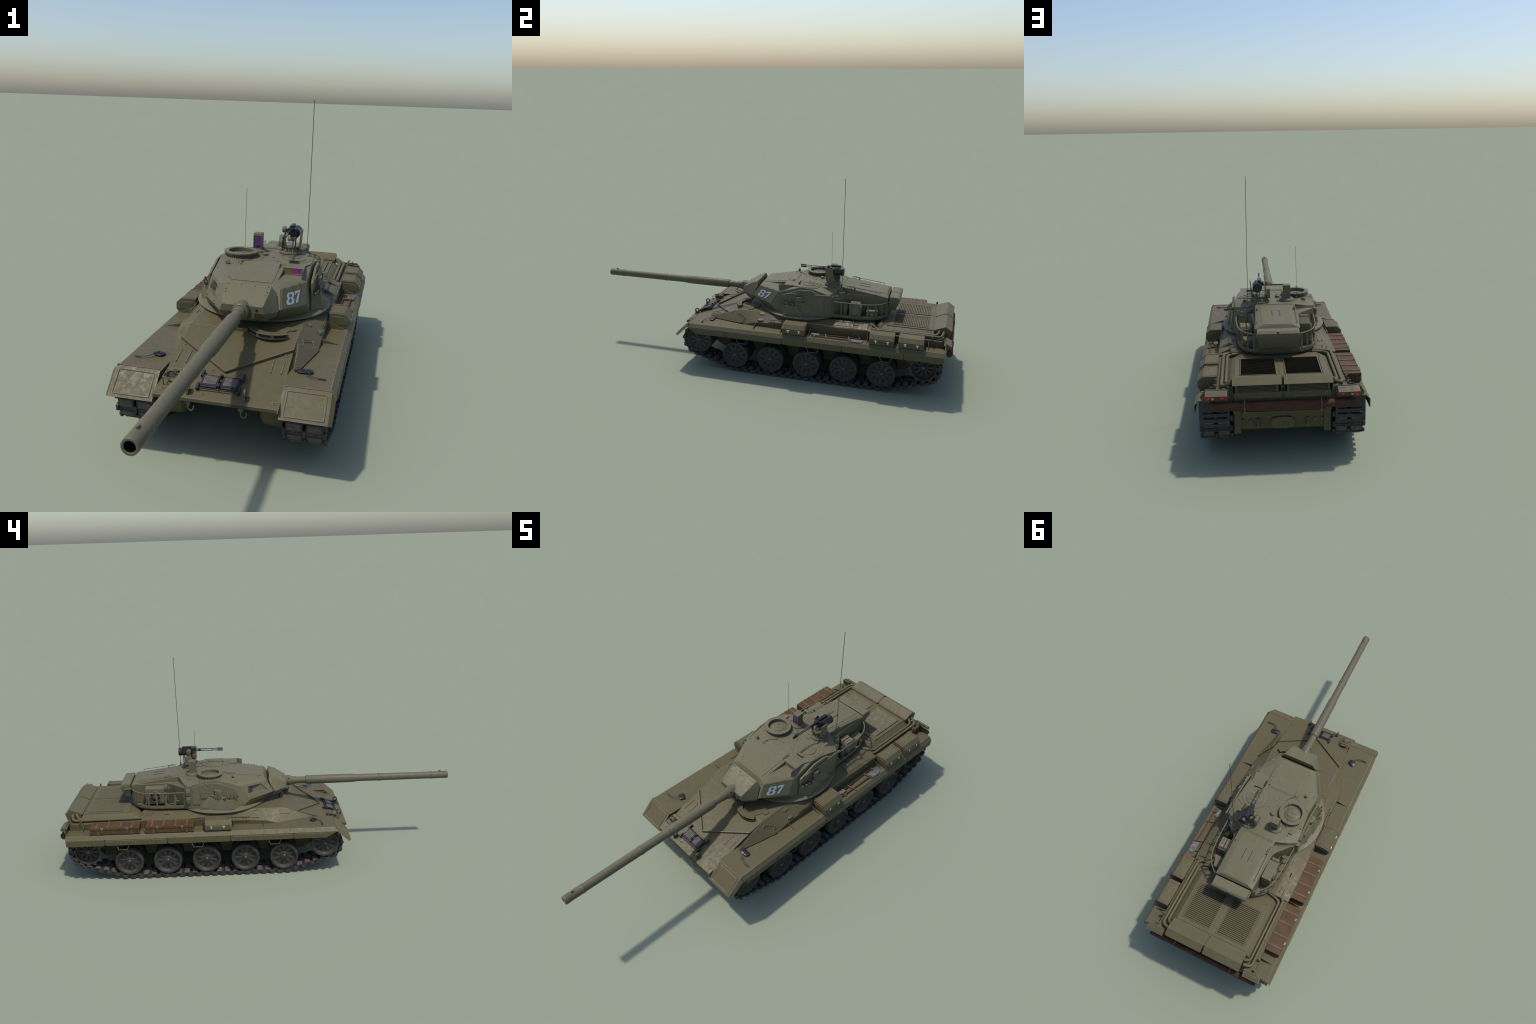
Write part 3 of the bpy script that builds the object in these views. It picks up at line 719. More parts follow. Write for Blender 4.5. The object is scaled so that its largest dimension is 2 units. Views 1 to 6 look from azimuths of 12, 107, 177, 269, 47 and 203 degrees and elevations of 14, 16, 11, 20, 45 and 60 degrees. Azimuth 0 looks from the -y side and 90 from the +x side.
# wooden ammunition crates, left fender
for y0, y1 in ((.3333, .5682), (.6006, .8385)):
    c = Part('wooden_crate', 'wood', tank, .0012)
    c.span((-.3165, y0, .2495), (-.2490, y1, .2715)); c.span((-.3180, y0 - .001, .2722), (-.2480, y1 + .001, .2842))
    ob = c.build(); L = y1 - y0
    bt = Part('batten', 'batten', None, 0).box((0, 0, 0), (.070, .0085, .0026)).mesh()
    for t in (.15, .385, .64, .875): link('batten', bt, ob, (-.2830, y0 + L * t, .2853))
    vb = Part('batten', 'batten').box((0, 0, 0), (.003, .007, .020)).mesh()
    for t in (.15, .845): link('batten', vb, ob, (-.3176, y0 + L * t, .2592))
    for t in (.24, .755):
        la = Part('latch', 'latch galv', ob, .0004); y = y0 + L * t
        la.use(1).box((-.3186, y, .2795), (.003, .0145, .005)); la.box((-.3180, y, .2845), (.006, .012, .0025)); la.use(0); la.prism([(y - .0038, .278), (y + .0038, .278), (y + .0038, .262), (y, .256), (y - .0038, .262)], 'x', -.3182, -.3205); la.build()
    for y in (y0, y1):
        e = Part('corner_bracket', 'latch', ob, .0003); d = .006 if y == y0 else -.006
        e.span((-.3182, y, .251), (-.3160, y + d, .2705)); e.span((-.3182, y - .0012, .251), (-.311, y + .0012, .2705)); e.build()
# spade and mattock strapped flat on the right fender
tl = Part('spade', 'spade wood', tank, .0006)
tl.prism([(.281, .503), (.311, .507), (.3135, .545), (.306, .563), (.294, .566), (.283, .556)], 'z', .2485, .2515)
tl.use(1).tube([(.299, .508, .2515), (.297, .40, .2510), (.296, .300, .2505)], .0032, 7); tl.build()
tl = Part('entrenching_shovel', 'spade wood', tank, .0006)
tl.prism([(.262, .296), (.283, .300), (.284, .343), (.263, .341)], 'z', .2485, .2525)
tl.use(1).tube([(.273, .34, .2515), (.268, .45, .2505), (.267, .54, .2500)], .0026, 7); tl.build()
for y, xa, xb in ((.312, .286, .306), (.372, .266, .311), (.4905, .266, .313), (.545, .262, .279)):
    Part('tool_strap', 'strap', tank).hull([(x, y + d + (x - .27) * .25, z) for x in (xa, xb) for d in (-.003, .003) for z in (.2475, .2555 if x < .3 else .2515)]).build()

# ================================================================== TURRET
rg = Part('turret_ring', 'hull', HULL, 0, 40); rg.lathe([(.2285, .235), (.2285, .3052), (.15, .3055)], (0, .205, 0), (0, 0, 1), 72); rg.build()
tb = Part('turret', 'turret', tank, .0014)
for s in (1,):
    half = [(.0700, -.0220, .4355), (.1015, -.0310, .4240), (.1695, .0990, .4222), (.1690, .2105, .4572), (.1752, .2770, .4558), (.1826, .3640, .4326),
            (.1712, .3790, .4222), (.0890, .4150, .4552), (.0760, .1580, .4572), (.1115, -.0715, .3660), (.1785, .0540, .3500),
            (.0900, -.0150, .3150), (.1800, .0850, .3150), (.1880, .1400, .3150), (.1900, .3400, .3150), (.1740, .3900, .3150), (.0900, .4140, .3150), (.1145, .4010, .4470), (.1450, .3880, .4405), (.17, .379, .32)]
tb.hull(half + X(-1, half))
TUR = tb.build()
def cutter(name, pts, z_out):
    c = Part(name, 'turret'); c.hull(pts); me = c.mesh(); ob = link(name, me); ob.hide_render = True; return ob
# pocket in front of the gunner sight (right) and the rangefinder port (left): carved with Boolean
k1 = cutter('sight_cut', [(.0830, .0120, .4395), (.0830, .1215, .4370), (.1520, .1215, .4350), (.1520, .0650, .4265), (.0830, .0100, .50), (.0830, .1215, .50), (.1520, .1215, .50), (.1520, .0600, .50)], 0)
a_, b_, c_, d_ = V((-.1548, .0626, .4117)), V((-.1208, -.0067, .4129)), V((-.1211, -.0417, .3769)), V((-.1701, .0638, .3808))
inw = V((.034, -.024, -.008)); outw = V((-.025, -.012, .012))
k2 = cutter('port_cut', [a_ - inw * .7, d_ - inw * .7, b_ + outw, c_ + outw] + [a_ + inw, d_ + inw, b_ + V((.003, .002, -.001)), c_ + V((.003, .002, 0))], 0)
for k in (k1, k2):
    md = TUR.modifiers.new('cut', 'BOOLEAN'); md.object = k; md.operation = 'DIFFERENCE'; md.solver = 'EXACT'
bm_ = TUR.modifiers['bevel']
TUR.modifiers.move(0, 2)
dg = bpy.context.evaluated_depsgraph_get(); me2 = bpy.data.meshes.new_from_object(TUR.evaluated_get(dg)); TUR.modifiers.clear(); TUR.data = me2; me2.name = 'turret'
for k in (k1, k2): bpy.data.objects.remove(k)

t2 = Part('turret_collar', 'turret', TUR, 0, 30)
t2.lathe([(.10, .3068), (.2405, .3068), (.2425, .3090), (.2415, .3118), (.2360, .3135), (.180, .3215), (.10, .3215)], (0, .205, 0), (0, 0, 1), 84); t2.build()

# roof access panel, seams, sight housing
rp = Part('roof_panel', 'turret', TUR, .0005)
def roofz(y): return .4355 + (min(max(y, -.022), .158) + .022) * (.4572 - .4355) / .18
q4 = [(-.069, -.0125), (.069, -.0125), (.0655, .1585), (-.0765, .1585)]
rp.plate([(x, y, roofz(y) + .0006) for x, y in q4], (0, 0, .0014))
for a, b in zip(q4, q4[1:] + q4[:1]): rp.tube([(a[0], a[1], roofz(a[1]) + .0012), (b[0], b[1], roofz(b[1]) + .0012)], .0012, 5)
rp.box((-.005, .165, .4575), (.155, .003, .0016)); rp.box((-.005, .415, .4572), (.15, .003, .0016)); rp.box((-.005, .421, .4566), (.148, .003, .0016))
for x, y in ((-.062, -.006), (.062, -.006), (-.085, .145), (-.07, .17), (.06, .17), (.058, .15), (-.16, .12), (-.155, .115), (-.012, .2), (.03, .33), (-.03, .31), (-.085, .01), (-.075, -.004), (.045, .20)): rp.bolt((x, y, roofz(y) - (.010 if abs(x) > .15 else .0) + .0008))
rp.build()
sh = Part('sight_housing', 'turret yellow magenta', TUR, .0008)
sh.hull([(.0835, .1205, .4612), (.1525, .1205, .4608), (.0835, .1205, .4380), (.1525, .1205, .4370), (.082, .175, .4590), (.155, .19, .4575), (.082, .175, .45), (.155, .19, .45), (.0835, .16, .4612), (.1525, .165, .4605)])
sh.prism([(.0895, .4545), (.1535, .19 * 0 + .4545)], 'y', 0, 0) if False else None
sh.hull([(.1515, .0895, .4570), (.1515, .0895, .4245), (.1515, .1930, .4535), (.1515, .1930, .44), (.1515, .1205, .4612), (.1545, .0895, .4570), (.1545, .0895, .4245), (.1545, .1930, .4535), (.1545, .1930, .44), (.1545, .1205, .4610)])
sh.span((.0815, .1185, .430), (.0860, .1225, .4600))
sh.use(1).span((.0865, .1188, .4400), (.1120, .1206, .4592)); sh.use(2).span((.1122, .1188, .4385), (.1505, .1206, .4592))
sh.use(0).span((.084, .1178, .4590), (.152, .1225, .4608)); sh.span((.0835, .1180, .430), (.1525, .1225, .4395))
sh.build()
# rangefinder port pane, left
pn = Part('rangefinder_port', 'rim magenta turret', TUR, 0)
def pt(u, w): return a_.lerp(a_ + inw, u).lerp(d_.lerp(d_ + inw, u), w) + V((0, -.0008, 0))
pn.use(0).plate([pt(.12, .12), pt(.88, .12), pt(.88, .88), pt(.12, .88)], (-.001, -.0018, 0))  # pane coloured dark to show the port's shadowed interior
pn.use(1).plate([pt(.84, .3), pt(.95, .3), pt(.95, .7), pt(.84, .7)], (-.0018, -.0032, 0)); pn.build()

sm_ = Part('weld_seam', 'turret', TUR)
for a, b in (((-.0765, .1585, .4576), (-.168, .206, .4576)), ((-.0895, .414, .4560), (-.1035, .322, .4576)), ((.040, .300, .4576), (.055, .322, .4576)), ((-.069, -.0125, .4372), (-.100, -.029, .4248)), ((.069, -.0125, .4372), (.083, -.018, .4320))):
    sm_.tube([a, b], .0010, 5)
sm_.build()
rf = Part('roof_fitting', 'turret', TUR, .0003)
for x, y in ((-.150, .285), (-.165, .245), (.020, .365), (.005, .150), (-.04, .40), (.128, .318), (.15, .30), (-.13, .36)): rf.bolt((x, y, .4566), r=.0026)
for x, y in ((-.02, .238), (.018, .262), (-.17, .30)): rf.box((x, y, .4578), (.009, .004, .0028))
rf.build()
# cheek armour plate with the stencilled number (right)
TL, TRr, BR, BL = V((.1024, -.0309, .4237)), V((.1695, .1000, .4220)), V((.1785, .0540, .3515)), V((.1118, -.0705, .3664))
cn = (TRr - TL).cross(BL - TL).normalized(); cn = cn if cn.x > 0 else -cn
cp = Part('cheek_plate', 'turret', TUR, .0007)
ins = lambda u, w: TL.lerp(TRr, u).lerp(BL.lerp(BR, u), w)
cp.plate([ins(.01, .01), ins(.975, .01), ins(.975, .97), ins(.01, .97)], cn * .0028)
for u, w in ((.06, .07), (.94, .07), (.94, .90), (.05, .92)): cp.bolt(ins(u, w) + cn * .003, cn, .0028, .0022)
for p in ((.112, -.018), (.132, .020), (.150, .055)): cp.bolt((p[0], p[1], .4262), (.1, -.1, 1), .003, .0025)
for p in ((-.112, -.030, .413), (-.163, .088, .415), (-.115, -.065, .374), (-.170, .042, .360), (-.112, -.058, .392)): cp.bolt(p, (-.88, -.4, .2), .0028, .0022)
cp.build()
num = Part('turret_number', 'white', TUR)
U8, U7 = (.205, .485), (.490, .705)
def stroke(box, quad):
    u0, u1, w0, w1 = box
    base = [ins(u0 + (u1 - u0) * x, w0 + (w1 - w0) * y) + cn * .0027 for x, y in quad]
    num.plate(base, cn * .0007)
W = (.268, .838)
B8 = (U8[0], U8[1], W[0], W[1]); B7 = (U7[0], U7[1], W[0] + .005, W[1] - .03)
# an octagonal stencil eight, split down the middle by the stencil bridges
for mx in (0, 1):
    F = lambda q_: [(1 - x if mx else x, y) for x, y in q_]
    stroke(B8, F([(.46, 0), (.22, 0), (.06, .12), (.30, .17), (.46, .17)]))
    stroke(B8, F([(.06, .12), (.06, .36), (.16, .45), (.30, .40), (.30, .17)]))
    stroke(B8, F([(.46, .41), (.30, .40), (.16, .45), (.16, .52), (.30, .57), (.46, .56)]))
    stroke(B8, F([(.16, .52), (.0, .62), (.0, .86), (.28, .82), (.30, .57)]))
    stroke(B8, F([(.0, .86), (.20, 1), (.46, 1), (.46, .83), (.28, .82)]))
stroke(B7, [(.08, 0), (1, 0), (1, .10), (.94, .20), (.08, .20)])
stroke(B7, [(.08, .21), (.30, .21), (.26, .30), (.08, .30)])
stroke(B7, [(.66, .235), (.96, .235), (.66, 1), (.33, 1), (.46, .62)])
num.build()

# flank armour shields with the channel above them
for s in SIDES:
    fs = Part('flank_shield', 'turret', TUR, .0009)
    xo = lambda z: .1868 + (.45 - z) * .045
    poly = [(.3400, .4214), (.2751, .4497), (.2088, .4475), (.1192, .4126), (.1155, .3700), (.1120, .3170), (.3432, .3170)]
    if s < 0: poly = [(.3400, .4214), (.2751, .4497), (.2088, .4475), (.1192, .4126), (.1160, .3700), (.1120, .3170), (.3000, .3170), (.3030, .3380), (.3432, .3390)]
    fs.add([(s * xo(z), y, z) for y, z in poly] + [(s * (xo(z) - .0075), y, z) for y, z in poly],
           [tuple(range(len(poly)))[::-1], tuple(range(len(poly), 2 * len(poly)))] + [(i, (i + 1) % len(poly), len(poly) + (i + 1) % len(poly), len(poly) + i) for i in range(len(poly))])
    for y, z in ((.262, .441), (.210, .438), (.126, .402), (.334, .412), (.334, .348)): fs.bolt((s * (xo(z) + .0003), y, z), (s, 0, 0), .0030, .0022)
    # lower sponson wedge
    fs.hull(X(s, [(.186, .3020, .3430), (.193, .268, .3735), (.203, .190, .3700), (.188, .16, .372), (.214, .185, .318), (.205, .300, .318), (.186, .318, .318), (.186, .16, .318), (.186, .27, .378)]))
    fs.hull(X(s, [(.186, .262, .386), (.186, .192, .386), (.206, .192, .384), (.205, .225, .385), (.186, .262, .376), (.186, .192, .366), (.206, .192, .366), (.203, .225, .370)]))
    # sensor box
    fs.hull(X(s, [(.185, .2340, .4130), (.201, .2270, .4130), (.2075, .2080, .4125), (.201, .1930, .4120), (.185, .1930, .4120), (.185, .2340, .3860), (.201, .2270, .3860), (.2075, .2080, .3860), (.201, .1930, .3860), (.185, .1930, .3860)]))
    if s < 0:
        # bin lid and grab handle
        fs.hull(X(s, [(.190, .298, .401), (.190, .253, .401), (.1935, .298, .401), (.1935, .253, .401), (.191, .298, .374), (.191, .262, .374), (.1955, .297, .374), (.1955, .262, .374)]))
        fs.tube(X(s, [(.192, .299, .402), (.1945, .297, .401), (.1945, .254, .401), (.192, .252, .403)]), .0012, 5)
    fs.tube(X(s, [(.2045, .295, .338), (.2065, .291, .327), (.209, .262, .3285), (.203, .250, .342), (.201, .252, .344)]), .0012, 5)
    fs.build()
    sn = Part('laser_sensor', 'lilac', TUR); sn.plate(X(s, [(.2022, .1995, .3925), (.2022, .1995, .4060), (.2062, .2085, .4060), (.2062, .2085, .3925)]), (s * .0022, -.0008, 0))
    sn.plate(X(s, [(.190, .1935, .3925), (.190, .1935, .4060), (.198, .1935, .4060), (.198, .1935, .3925)]), (0, -.0022, 0)); sn.build()
    sk = Part('smoke_block', 'turret', TUR, .0010)
    sk.hull(X(s, [(.188, .1150, .3700), (.2170, .1430, .3655), (.2060, .2010, .3660), (.186, .2010, .3660), (.1875, .1050, .3165), (.2245, .1440, .3165), (.2180, .2415, .3170), (.186, .2415, .3170)]))
    sk.build()
    for i in range(4):
        sm = Part('smoke_tube', 'turret steel', TUR, 0, 45)
        p = V((s * (.196 + .003 * (i % 2)), .135 + .0165 * i, .3655)); d = V((s * (.30 + .12 * i), -.72 + .12 * i, .50)).normalized()
        sm.cyl(p - d * .008, p + d * .0200, .0062, 12); sm.use(1).cyl(p + d * .0200, p + d * .0225, .0040, 10); sm.cyl(p + d * .0225, p + d * .0290, .0030, 8, .0040); sm.build()
# hand rail tube on the right shield, spare blocks on the left rear
hr = Part('side_tube', 'turret', TUR, 0, 50)
hr.cyl((.1905, .156, .4245), (.1905, .368, .4320), .0036, 10); hr.cyl((.1905, .366, .4320), (.1905, .375, .4323), .0048, 10); hr.box((.190, .150, .421), (.010, .010, .009)); hr.box((.187, .25, .425), (.006, .006, .008)); hr.box((.187, .34, .428), (.006, .006, .008))
hr.tube([(.188, .372, .36), (.192, .375, .362), (.192, .375, .382), (.188, .372, .385)], .002, 6)
hr.build()
bl = Part('spare_block', 'turret', None, .0012); bl.hull([(x, y, z) for x, y, z in [(0, -.011, -.0165), (0, .011, -.0165), (0, -.011, .0175), (0, .011, .0175), (-.012, -.0095, .0165), (-.012, .0095, .0165), (-.0165, -.0095, .004), (-.0165, .0095, .004), (-.0125, -.0085, -.0155), (-.0125, .0085, -.0155)]])
bl.box((-.0125, 0, .0035), (.008, .024, .003)); blm = bl.mesh()
for z in (.4035, .3625): link('spare_block', blm, TUR, (-.1795, .3615, z))

# bustle
bu = Part('bustle', 'turret', TUR, .0014)
bu.hull([(sx * x, y, z) for sx in (1, -1) for x, y, z in [(.1050, .418, .4270), (.0950, .50, .4258), (.0928, .6575, .4196), (.0928, .6575, .3225), (.1050, .40, .3200), (.088, .655, .3160), (.09, .42, .3160)]])
bu.hull([(sx * x, y, z) for sx in (1, -1) for x, y, z in [(.0895, .405, .4555), (.0700, .405, .4575), (.0640, .6480, .4315), (.0925, .6572, .4196), (.0895, .405, .42), (.0925, .6572, .415)]])
bu.span((-.083, .52, .304), (.083, .64, .317))
for s in SIDES:      # concave shelf that sweeps from the bustle out to the rear corner
    bu.prism([(s * x, y) for x, y in [(.1712, .370), (.1708, .3790), (.155, .398), (.1345, .422), (.118, .440), (.1065, .456), (.0995, .475), (.0960, .500), (.0880, .510), (.0880, .37)]], 'z', .3160, .4225)
    E = [V(p) for p in ((.0895, .4140, .4545), (.1145, .4010, .4470), (.1450, .3880, .4405), (.1700, .3785, .4270))]
    d = V((.40, .90, 0)).normalized()
    def prof(e):
        h = e.z - .4220; w = min(1, h / .02) * .016
        return [e + d * w * f + V((0, 0, -h * g)) for f, g in ((0, 0), (.10, .38), (.32, .70), (.62, .90), (1, 1))]
    for a, b in zip(E, E[1:]):
        pa, pb = prof(a), prof(b)
        for i in range(4): bu.hull(X(s, [pa[i], pa[i + 1], pb[i], pb[i + 1]] + [(p.x, p.y, .418) for p in (pa[i], pa[i + 1], pb[i], pb[i + 1])]))
bu.build()
br = Part('bustle_roof', 'turret steel', TUR, .0004)
def bz(y): return .4575 + (y - .405) * (.4315 - .4575) / (.648 - .405)
br.plate([(x, y, bz(y) + .0003) for x, y in ((-.0665, .426), (.0665, .426), (.0625, .644), (-.0625, .644))], (0, 0, .0014))
for s in SIDES:
    for i in range(5): y = .437 + i * .047; br.bolt((s * (.0560 - i * .0006), y, bz(y) + .0014), r=.0026)
    br.tube([(s * .016, .428, bz(.428) + .0018), (s * .016, .556, bz(.556) + .0018)], .0011, 5)
    # long stowage rail on stand-offs
    x = s * .0862; p0, p1 = V((x, .440, .4600)), V((x, .620, .4390)); br.use(0).tube([p0, p1], .0015, 6)
    for t in (.03, .14, .42, .55, .86, .97): q_ = p0.lerp(p1, t); br.tube([q_, q_ + V((0, 0, -.012))], .0009, 5)
    br.tube([(s * .082, .455, bz(.455) - .001), (s * .082, .455, bz(.455) + .010), (s * .082, .482, bz(.482) + .010), (s * .082, .482, bz(.482) - .001)], .0017, 6); br.box((s * .082, .482, bz(.482) + .004), (.007, .006, .010))
br.box((0, .495, bz(.495) + .0018), (.032, .0018, .0014)); br.box((0, .428, bz(.428) + .0018), (.032, .0012, .0014))
br.use(1)
for s in SIDES: br.box((s * .0165, .525, bz(.525) + .0024), (.0035, .058, .0016), Matrix.Rotation(-.107, 3, 'X'))
br.build()
# rear stowage bin
bn = Part('rear_bin', 'turret', TUR, .0022, seg=2)
bn.hull([(sx * x, y, z) for sx in (1, -1) for x, y, z in [(.0872, .6650, .4205), (.0872, .6690, .4225), (.0850, .7090, .4215), (.0872, .7165, .4150), (.0885, .7165, .3985), (.0740, .6960, .3490), (.0740, .6680, .3490), (.0885, .665, .40)]])
for s in SIDES: bn.plate([(s * .010, .668, .4222), (s * .080, .668, .4222), (s * .080, .706, .4214), (s * .010, .706, .4214)], (0, 0, .0016))
bn.box((0, .690, .422), (.010, .05, .0022)); bn.box((0, .7175, .405), (.03, .002, .0028))
for s in SIDES: bn.cyl((s * .088, .660, .3965), (s * .089, .697, .3945), .0028, 8); bn.box((s * .0886, .712, .407), (.002, .008, .014))
bn.build()

# basket around the bustle
def basket(s):
    b = Part('stowage_basket', 'turret', TUR, .0005, 40)
    plan = smooth([(.1745, .384), (.1735, .440), (.1715, .500), (.1670, .550), (.1550, .595), (.1300, .632), (.0935, .656)], 2)
    top = [(s * x, y, .3988 - (y - .384) * .017) for x, y in plan]; b.tube(top, .0030, 8)
    # floor and its upstand
    n = len(plan); fl = [(s * x, y) for x, y in plan] + [(s * .088, .656), (s * .088, .384)]
    b.prism(fl, 'z', .3120, .3190)
    for i in range(n - 1):
        (x0, y0), (x1, y1) = plan[i], plan[i + 1]
        b.hull([(s * (x - d), y, z) for x, y in ((x0, y0), (x1, y1)) for d in (0, .0025) for z in (.3120, .3300)])
    L = [0]
    for a, c in zip(plan, plan[1:]): L.append(L[-1] + math.hypot(c[0] - a[0], c[1] - a[1]))
    for t in (.0, .155, .31, .465, .61, .745, .865, .97):
        d = t * L[-1]; i = max(k for k in range(n - 1) if L[k] <= d + 1e-9); u = (d - L[i]) / (L[i + 1] - L[i])
        x, y = lerp(plan[i], plan[i + 1], u); dx, dy = plan[i + 1][0] - plan[i][0], plan[i + 1][1] - plan[i][1]; h = math.hypot(dx, dy); dx, dy = dx / h * .0036, dy / h * .0036
        b.hull([(s * (x + k * dx - o_), y + k * dy, z) for k in (-1, 1) for o_ in (0, .0028) for z in (.3250, .3975 - (y - .384) * .017)])
    b.build()
for s in SIDES: basket(s)
# right basket load: rolled packs, box, canister
pk = Part('pack', 'canvas strap', None, .004, seg=2)
pk.hull([(sx * x, y, z) for sx in (1, -1) for x, y, z in [(.0122, -.030, -.034), (.0122, .030, -.034), (.0122, -.030, .022), (.0122, .030, .020), (.0112, -.024, .0335), (.0112, .023, .0320), (.0125, .033, .0)]])
for z in (.012, .018): pk.box((0, .0005, z), (.0262, .064, .0016))
pk.use(1).box((0, -.004, .0335), (.0055, .030, .0022)); pkm = pk.mesh()
for x in (.1180, .1445):
    ob = link('pack', pkm, TUR, (x, .4985, .3585), (rng.uniform(-.05, .05), rng.uniform(-.05, .05), rng.uniform(-.05, .05))); m_ = ob.modifiers.new('bevel', 'BEVEL'); m_.width = .003; m_.segments = 2; m_.limit_method = 'ANGLE'
bx = Part('ration_box', 'turret', TUR, .002, seg=2); bx.hull([(x, y, z) for x, y, z in [(.100, .556, .322), (.152, .556, .322), (.100, .612, .322), (.136, .612, .322), (.100, .556, .357), (.152, .556, .357), (.100, .612, .357), (.136, .612, .357)]]); bx.span((.122, .5575, .322), (.124, .6105, .3585)); bx.box((.1525, .585, .336), (.004, .018, .012)); bx.build()
cn_ = Part('canister', 'turret', TUR, 0, 40); cn_.lathe([(.0125, .320), (.0125, .345), (.0133, .346), (.0125, .348), (.0125, .358), (.0133, .360), (.0125, .362), (.0125, .374), (.0100, .379), (.010, .383)], (.1480, .4470, 0), (0, 0, 1), 16); cn_.build()
# left basket load: cooler unit with fan and hoses
cu = Part('cooler_unit', 'turret dark steel', TUR, .0009, 40)
cu.span((-.1450, .4870, .3320), (-.1000, .5830, .4120)); cu.span((-.1440, .4880, .4120), (-.1010, .5820, .4145))
for k in range(11): cu.box((-.1225, .494 + k * .0084, .4150), (.042, .003, .0016))
cu.lathe([(.0285, 0), (.0285, .007), (.0245, .007), (.0245, .001)], (-.1450, .5330, .3715), (-1, 0, 0), 28, False)
cu.use(1).lathe([(.0245, .0015), (.0, .0015)], (-.1450, .5330, .3715), (-1, 0, 0), 24, False); cu.use(0)
for k in range(4): cu.box((-.1505, .533, .3715), (.0016, .049, .0022), Matrix.Rotation(math.pi / 4 * k * 2 + (.0 if k < 2 else .0), 3, 'X')) if k < 2 else None
cu.lathe([(.0085, .004), (.0085, .0075)], (-.1450, .5330, .3715), (-1, 0, 0), 10)
cu.use(2)
for k in range(8):
    a = 2 * math.pi * k / 8; cu.box((-.148, .533 + .014 * math.cos(a), .3715 + .014 * math.sin(a)), (.001, .018, .007), Matrix.Rotation(a, 3, 'X'))
for z in (.345, .395):
    for y in (.490, .579): cu.bolt((-.145, y, z), (-1, 0, 0))
cu.use(0)
cu.cyl((-.108, .4800, .4150), (-.1440, .4800, .4150), .0085, 14); cu.box((-.126, .4835, .405), (.02, .014, .02)); cu.box((-.14, .4815, .385), (.012, .010, .016)); cu.box((-.142, .482, .355), (.010, .010, .012))
for y in (.487, .583): cu.box((-.123, y, .33), (.05, .006, .022))
cu.build()
ho = Part('coolant_hose', 'latch turret', TUR, 0, 60)
for d in (0, .009):
    ho.tube(smooth([(-.135 - d * .3, .474, .418 - d), (-.136 - d * .3, .462 + d * .3, .418 - d), (-.137, .450 + d * .6, .410 - d * .6), (-.138, .449 + d, .385), (-.139, .449 + d, .352), (-.141, .438 + d, .338)]), .0022, 7)
ho.use(1).tube(smooth([(-.128, .470, .350), (-.13, .458, .332), (-.14, .445, .332), (-.145, .430, .340)]), .0035, 7); ho.box((-.142, .420, .338), (.016, .016, .014)); ho.cyl((-.140, .428, .345), (-.14, .428, .358), .004, 8); ho.build()

# commander cupola (left)
C = (-.1030, .2515)
cu = Part('commander_cupola', 'turret vision dark', TUR, 0, 35)
cu.lathe([(.0640, .452), (.0640, .4578), (.0600, .4590)], (*C, 0), (0, 0, 1), 56, False)
cu.lathe([(.0605, .4715), (.0640, .4715), (.0645, .4735), (.0635, .4770), (.0480, .4780), (.0465, .4765), (.0465, .4600)], (*C, 0), (0, 0, 1), 56, False)
cu.lathe([(.0465, .4610), (.0, .4610)], (*C, 0), (0, 0, 1), 40, False)
cu.lathe([(.0380, .4605), (.0380, .4635), (.0360, .4648), (.0, .4655)], (*C, 0), (0, 0, 1), 40, False)
cu.use(2).lathe([(.0575, .4580), (.0575, .4718)], (*C, 0), (0, 0, 1), 48, False)
cu.use(1)
for k in range(8):
    a = 2 * math.pi * k / 8 + .2; R = Matrix.Rotation(a, 3, 'Z')
    cu.hull([V((*C, 0)) + R @ V((r, y, z)) for r, y in ((.0560, -.016), (.0560, .016), (.0595, -.0165), (.0595, .0165)) for z in (.4598, .4712)])
cu.use(0)
for k in range(8):
    a = 2 * math.pi * (k + .5) / 8 + .2; R = Matrix.Rotation(a, 3, 'Z')
    for d in (-.004, .004): cu.hull([V((*C, 0)) + R @ V((r, y + d, z)) for r in (.054, .0612) for y in (-.0014, .0014) for z in (.458, .472)])
for pts in ([(-.02, .012), (-.004, .022), (.022, .014), (.026, .004)], [(-.022, -.002), (-.004, -.002), (.002, -.005)], [(.004, -.028), (.020, -.020), (.03, -.006)]):
    cu.tube([(C[0] + x, C[1] + y, .4668) for x, y in pts], .0011, 5)
cu.ball((C[0] + .002, C[1] - .004, .4665), .0028, 8)
cu.build()
# gunner hatch (right) on its stepped plate
H = (.1025, .2490)
ht = Part('gunner_hatch', 'turret steel', TUR, .0004, 35)
ht.prism([(.0680, .158), (.0610, .190), (.0395, .217), (.0385, .272), (.0615, .298), (.120, .312), (.166, .290), (.166, .200), (.150, .165)], 'z', .4555, .4592)
ht.lathe([(.0570, .4565), (.0570, .4600), (.0545, .4618), (.0490, .4622), (.0440, .4612), (.0415, .4612)], (*H, 0), (0, 0, 1), 52, True)
ht.lathe([(.0395, .4600), (.0395, .4632), (.0375, .4648), (.0, .4655)], (*H, 0), (0, 0, 1), 44, False)
ht.box((.1065, .1915, .4655), (.034, .006, .011)); ht.use(1).box((.1065, .1882, .4660), (.030, .001, .008)); ht.use(0)
for x in (.0885, .1245): ht.tube([(x, .1935, .459), (x, .1935, .4695), (x, .199, .4685), (x, .201, .459)], .0013, 5)
for pts in ([(-.026, .010), (-.006, .020), (.016, .012), (.02, .004)], [(-.026, -.006), (-.002, -.002), (.02, -.010)], [(.006, .018), (.018, .024), (.026, .016)]):
    ht.tube([(H[0] + x, H[1] + y, .4668) for x, y in pts], .0011, 5)
ht.ball((H[0] + .002, H[1] - .001, .4665), .0026, 8); ht.build()
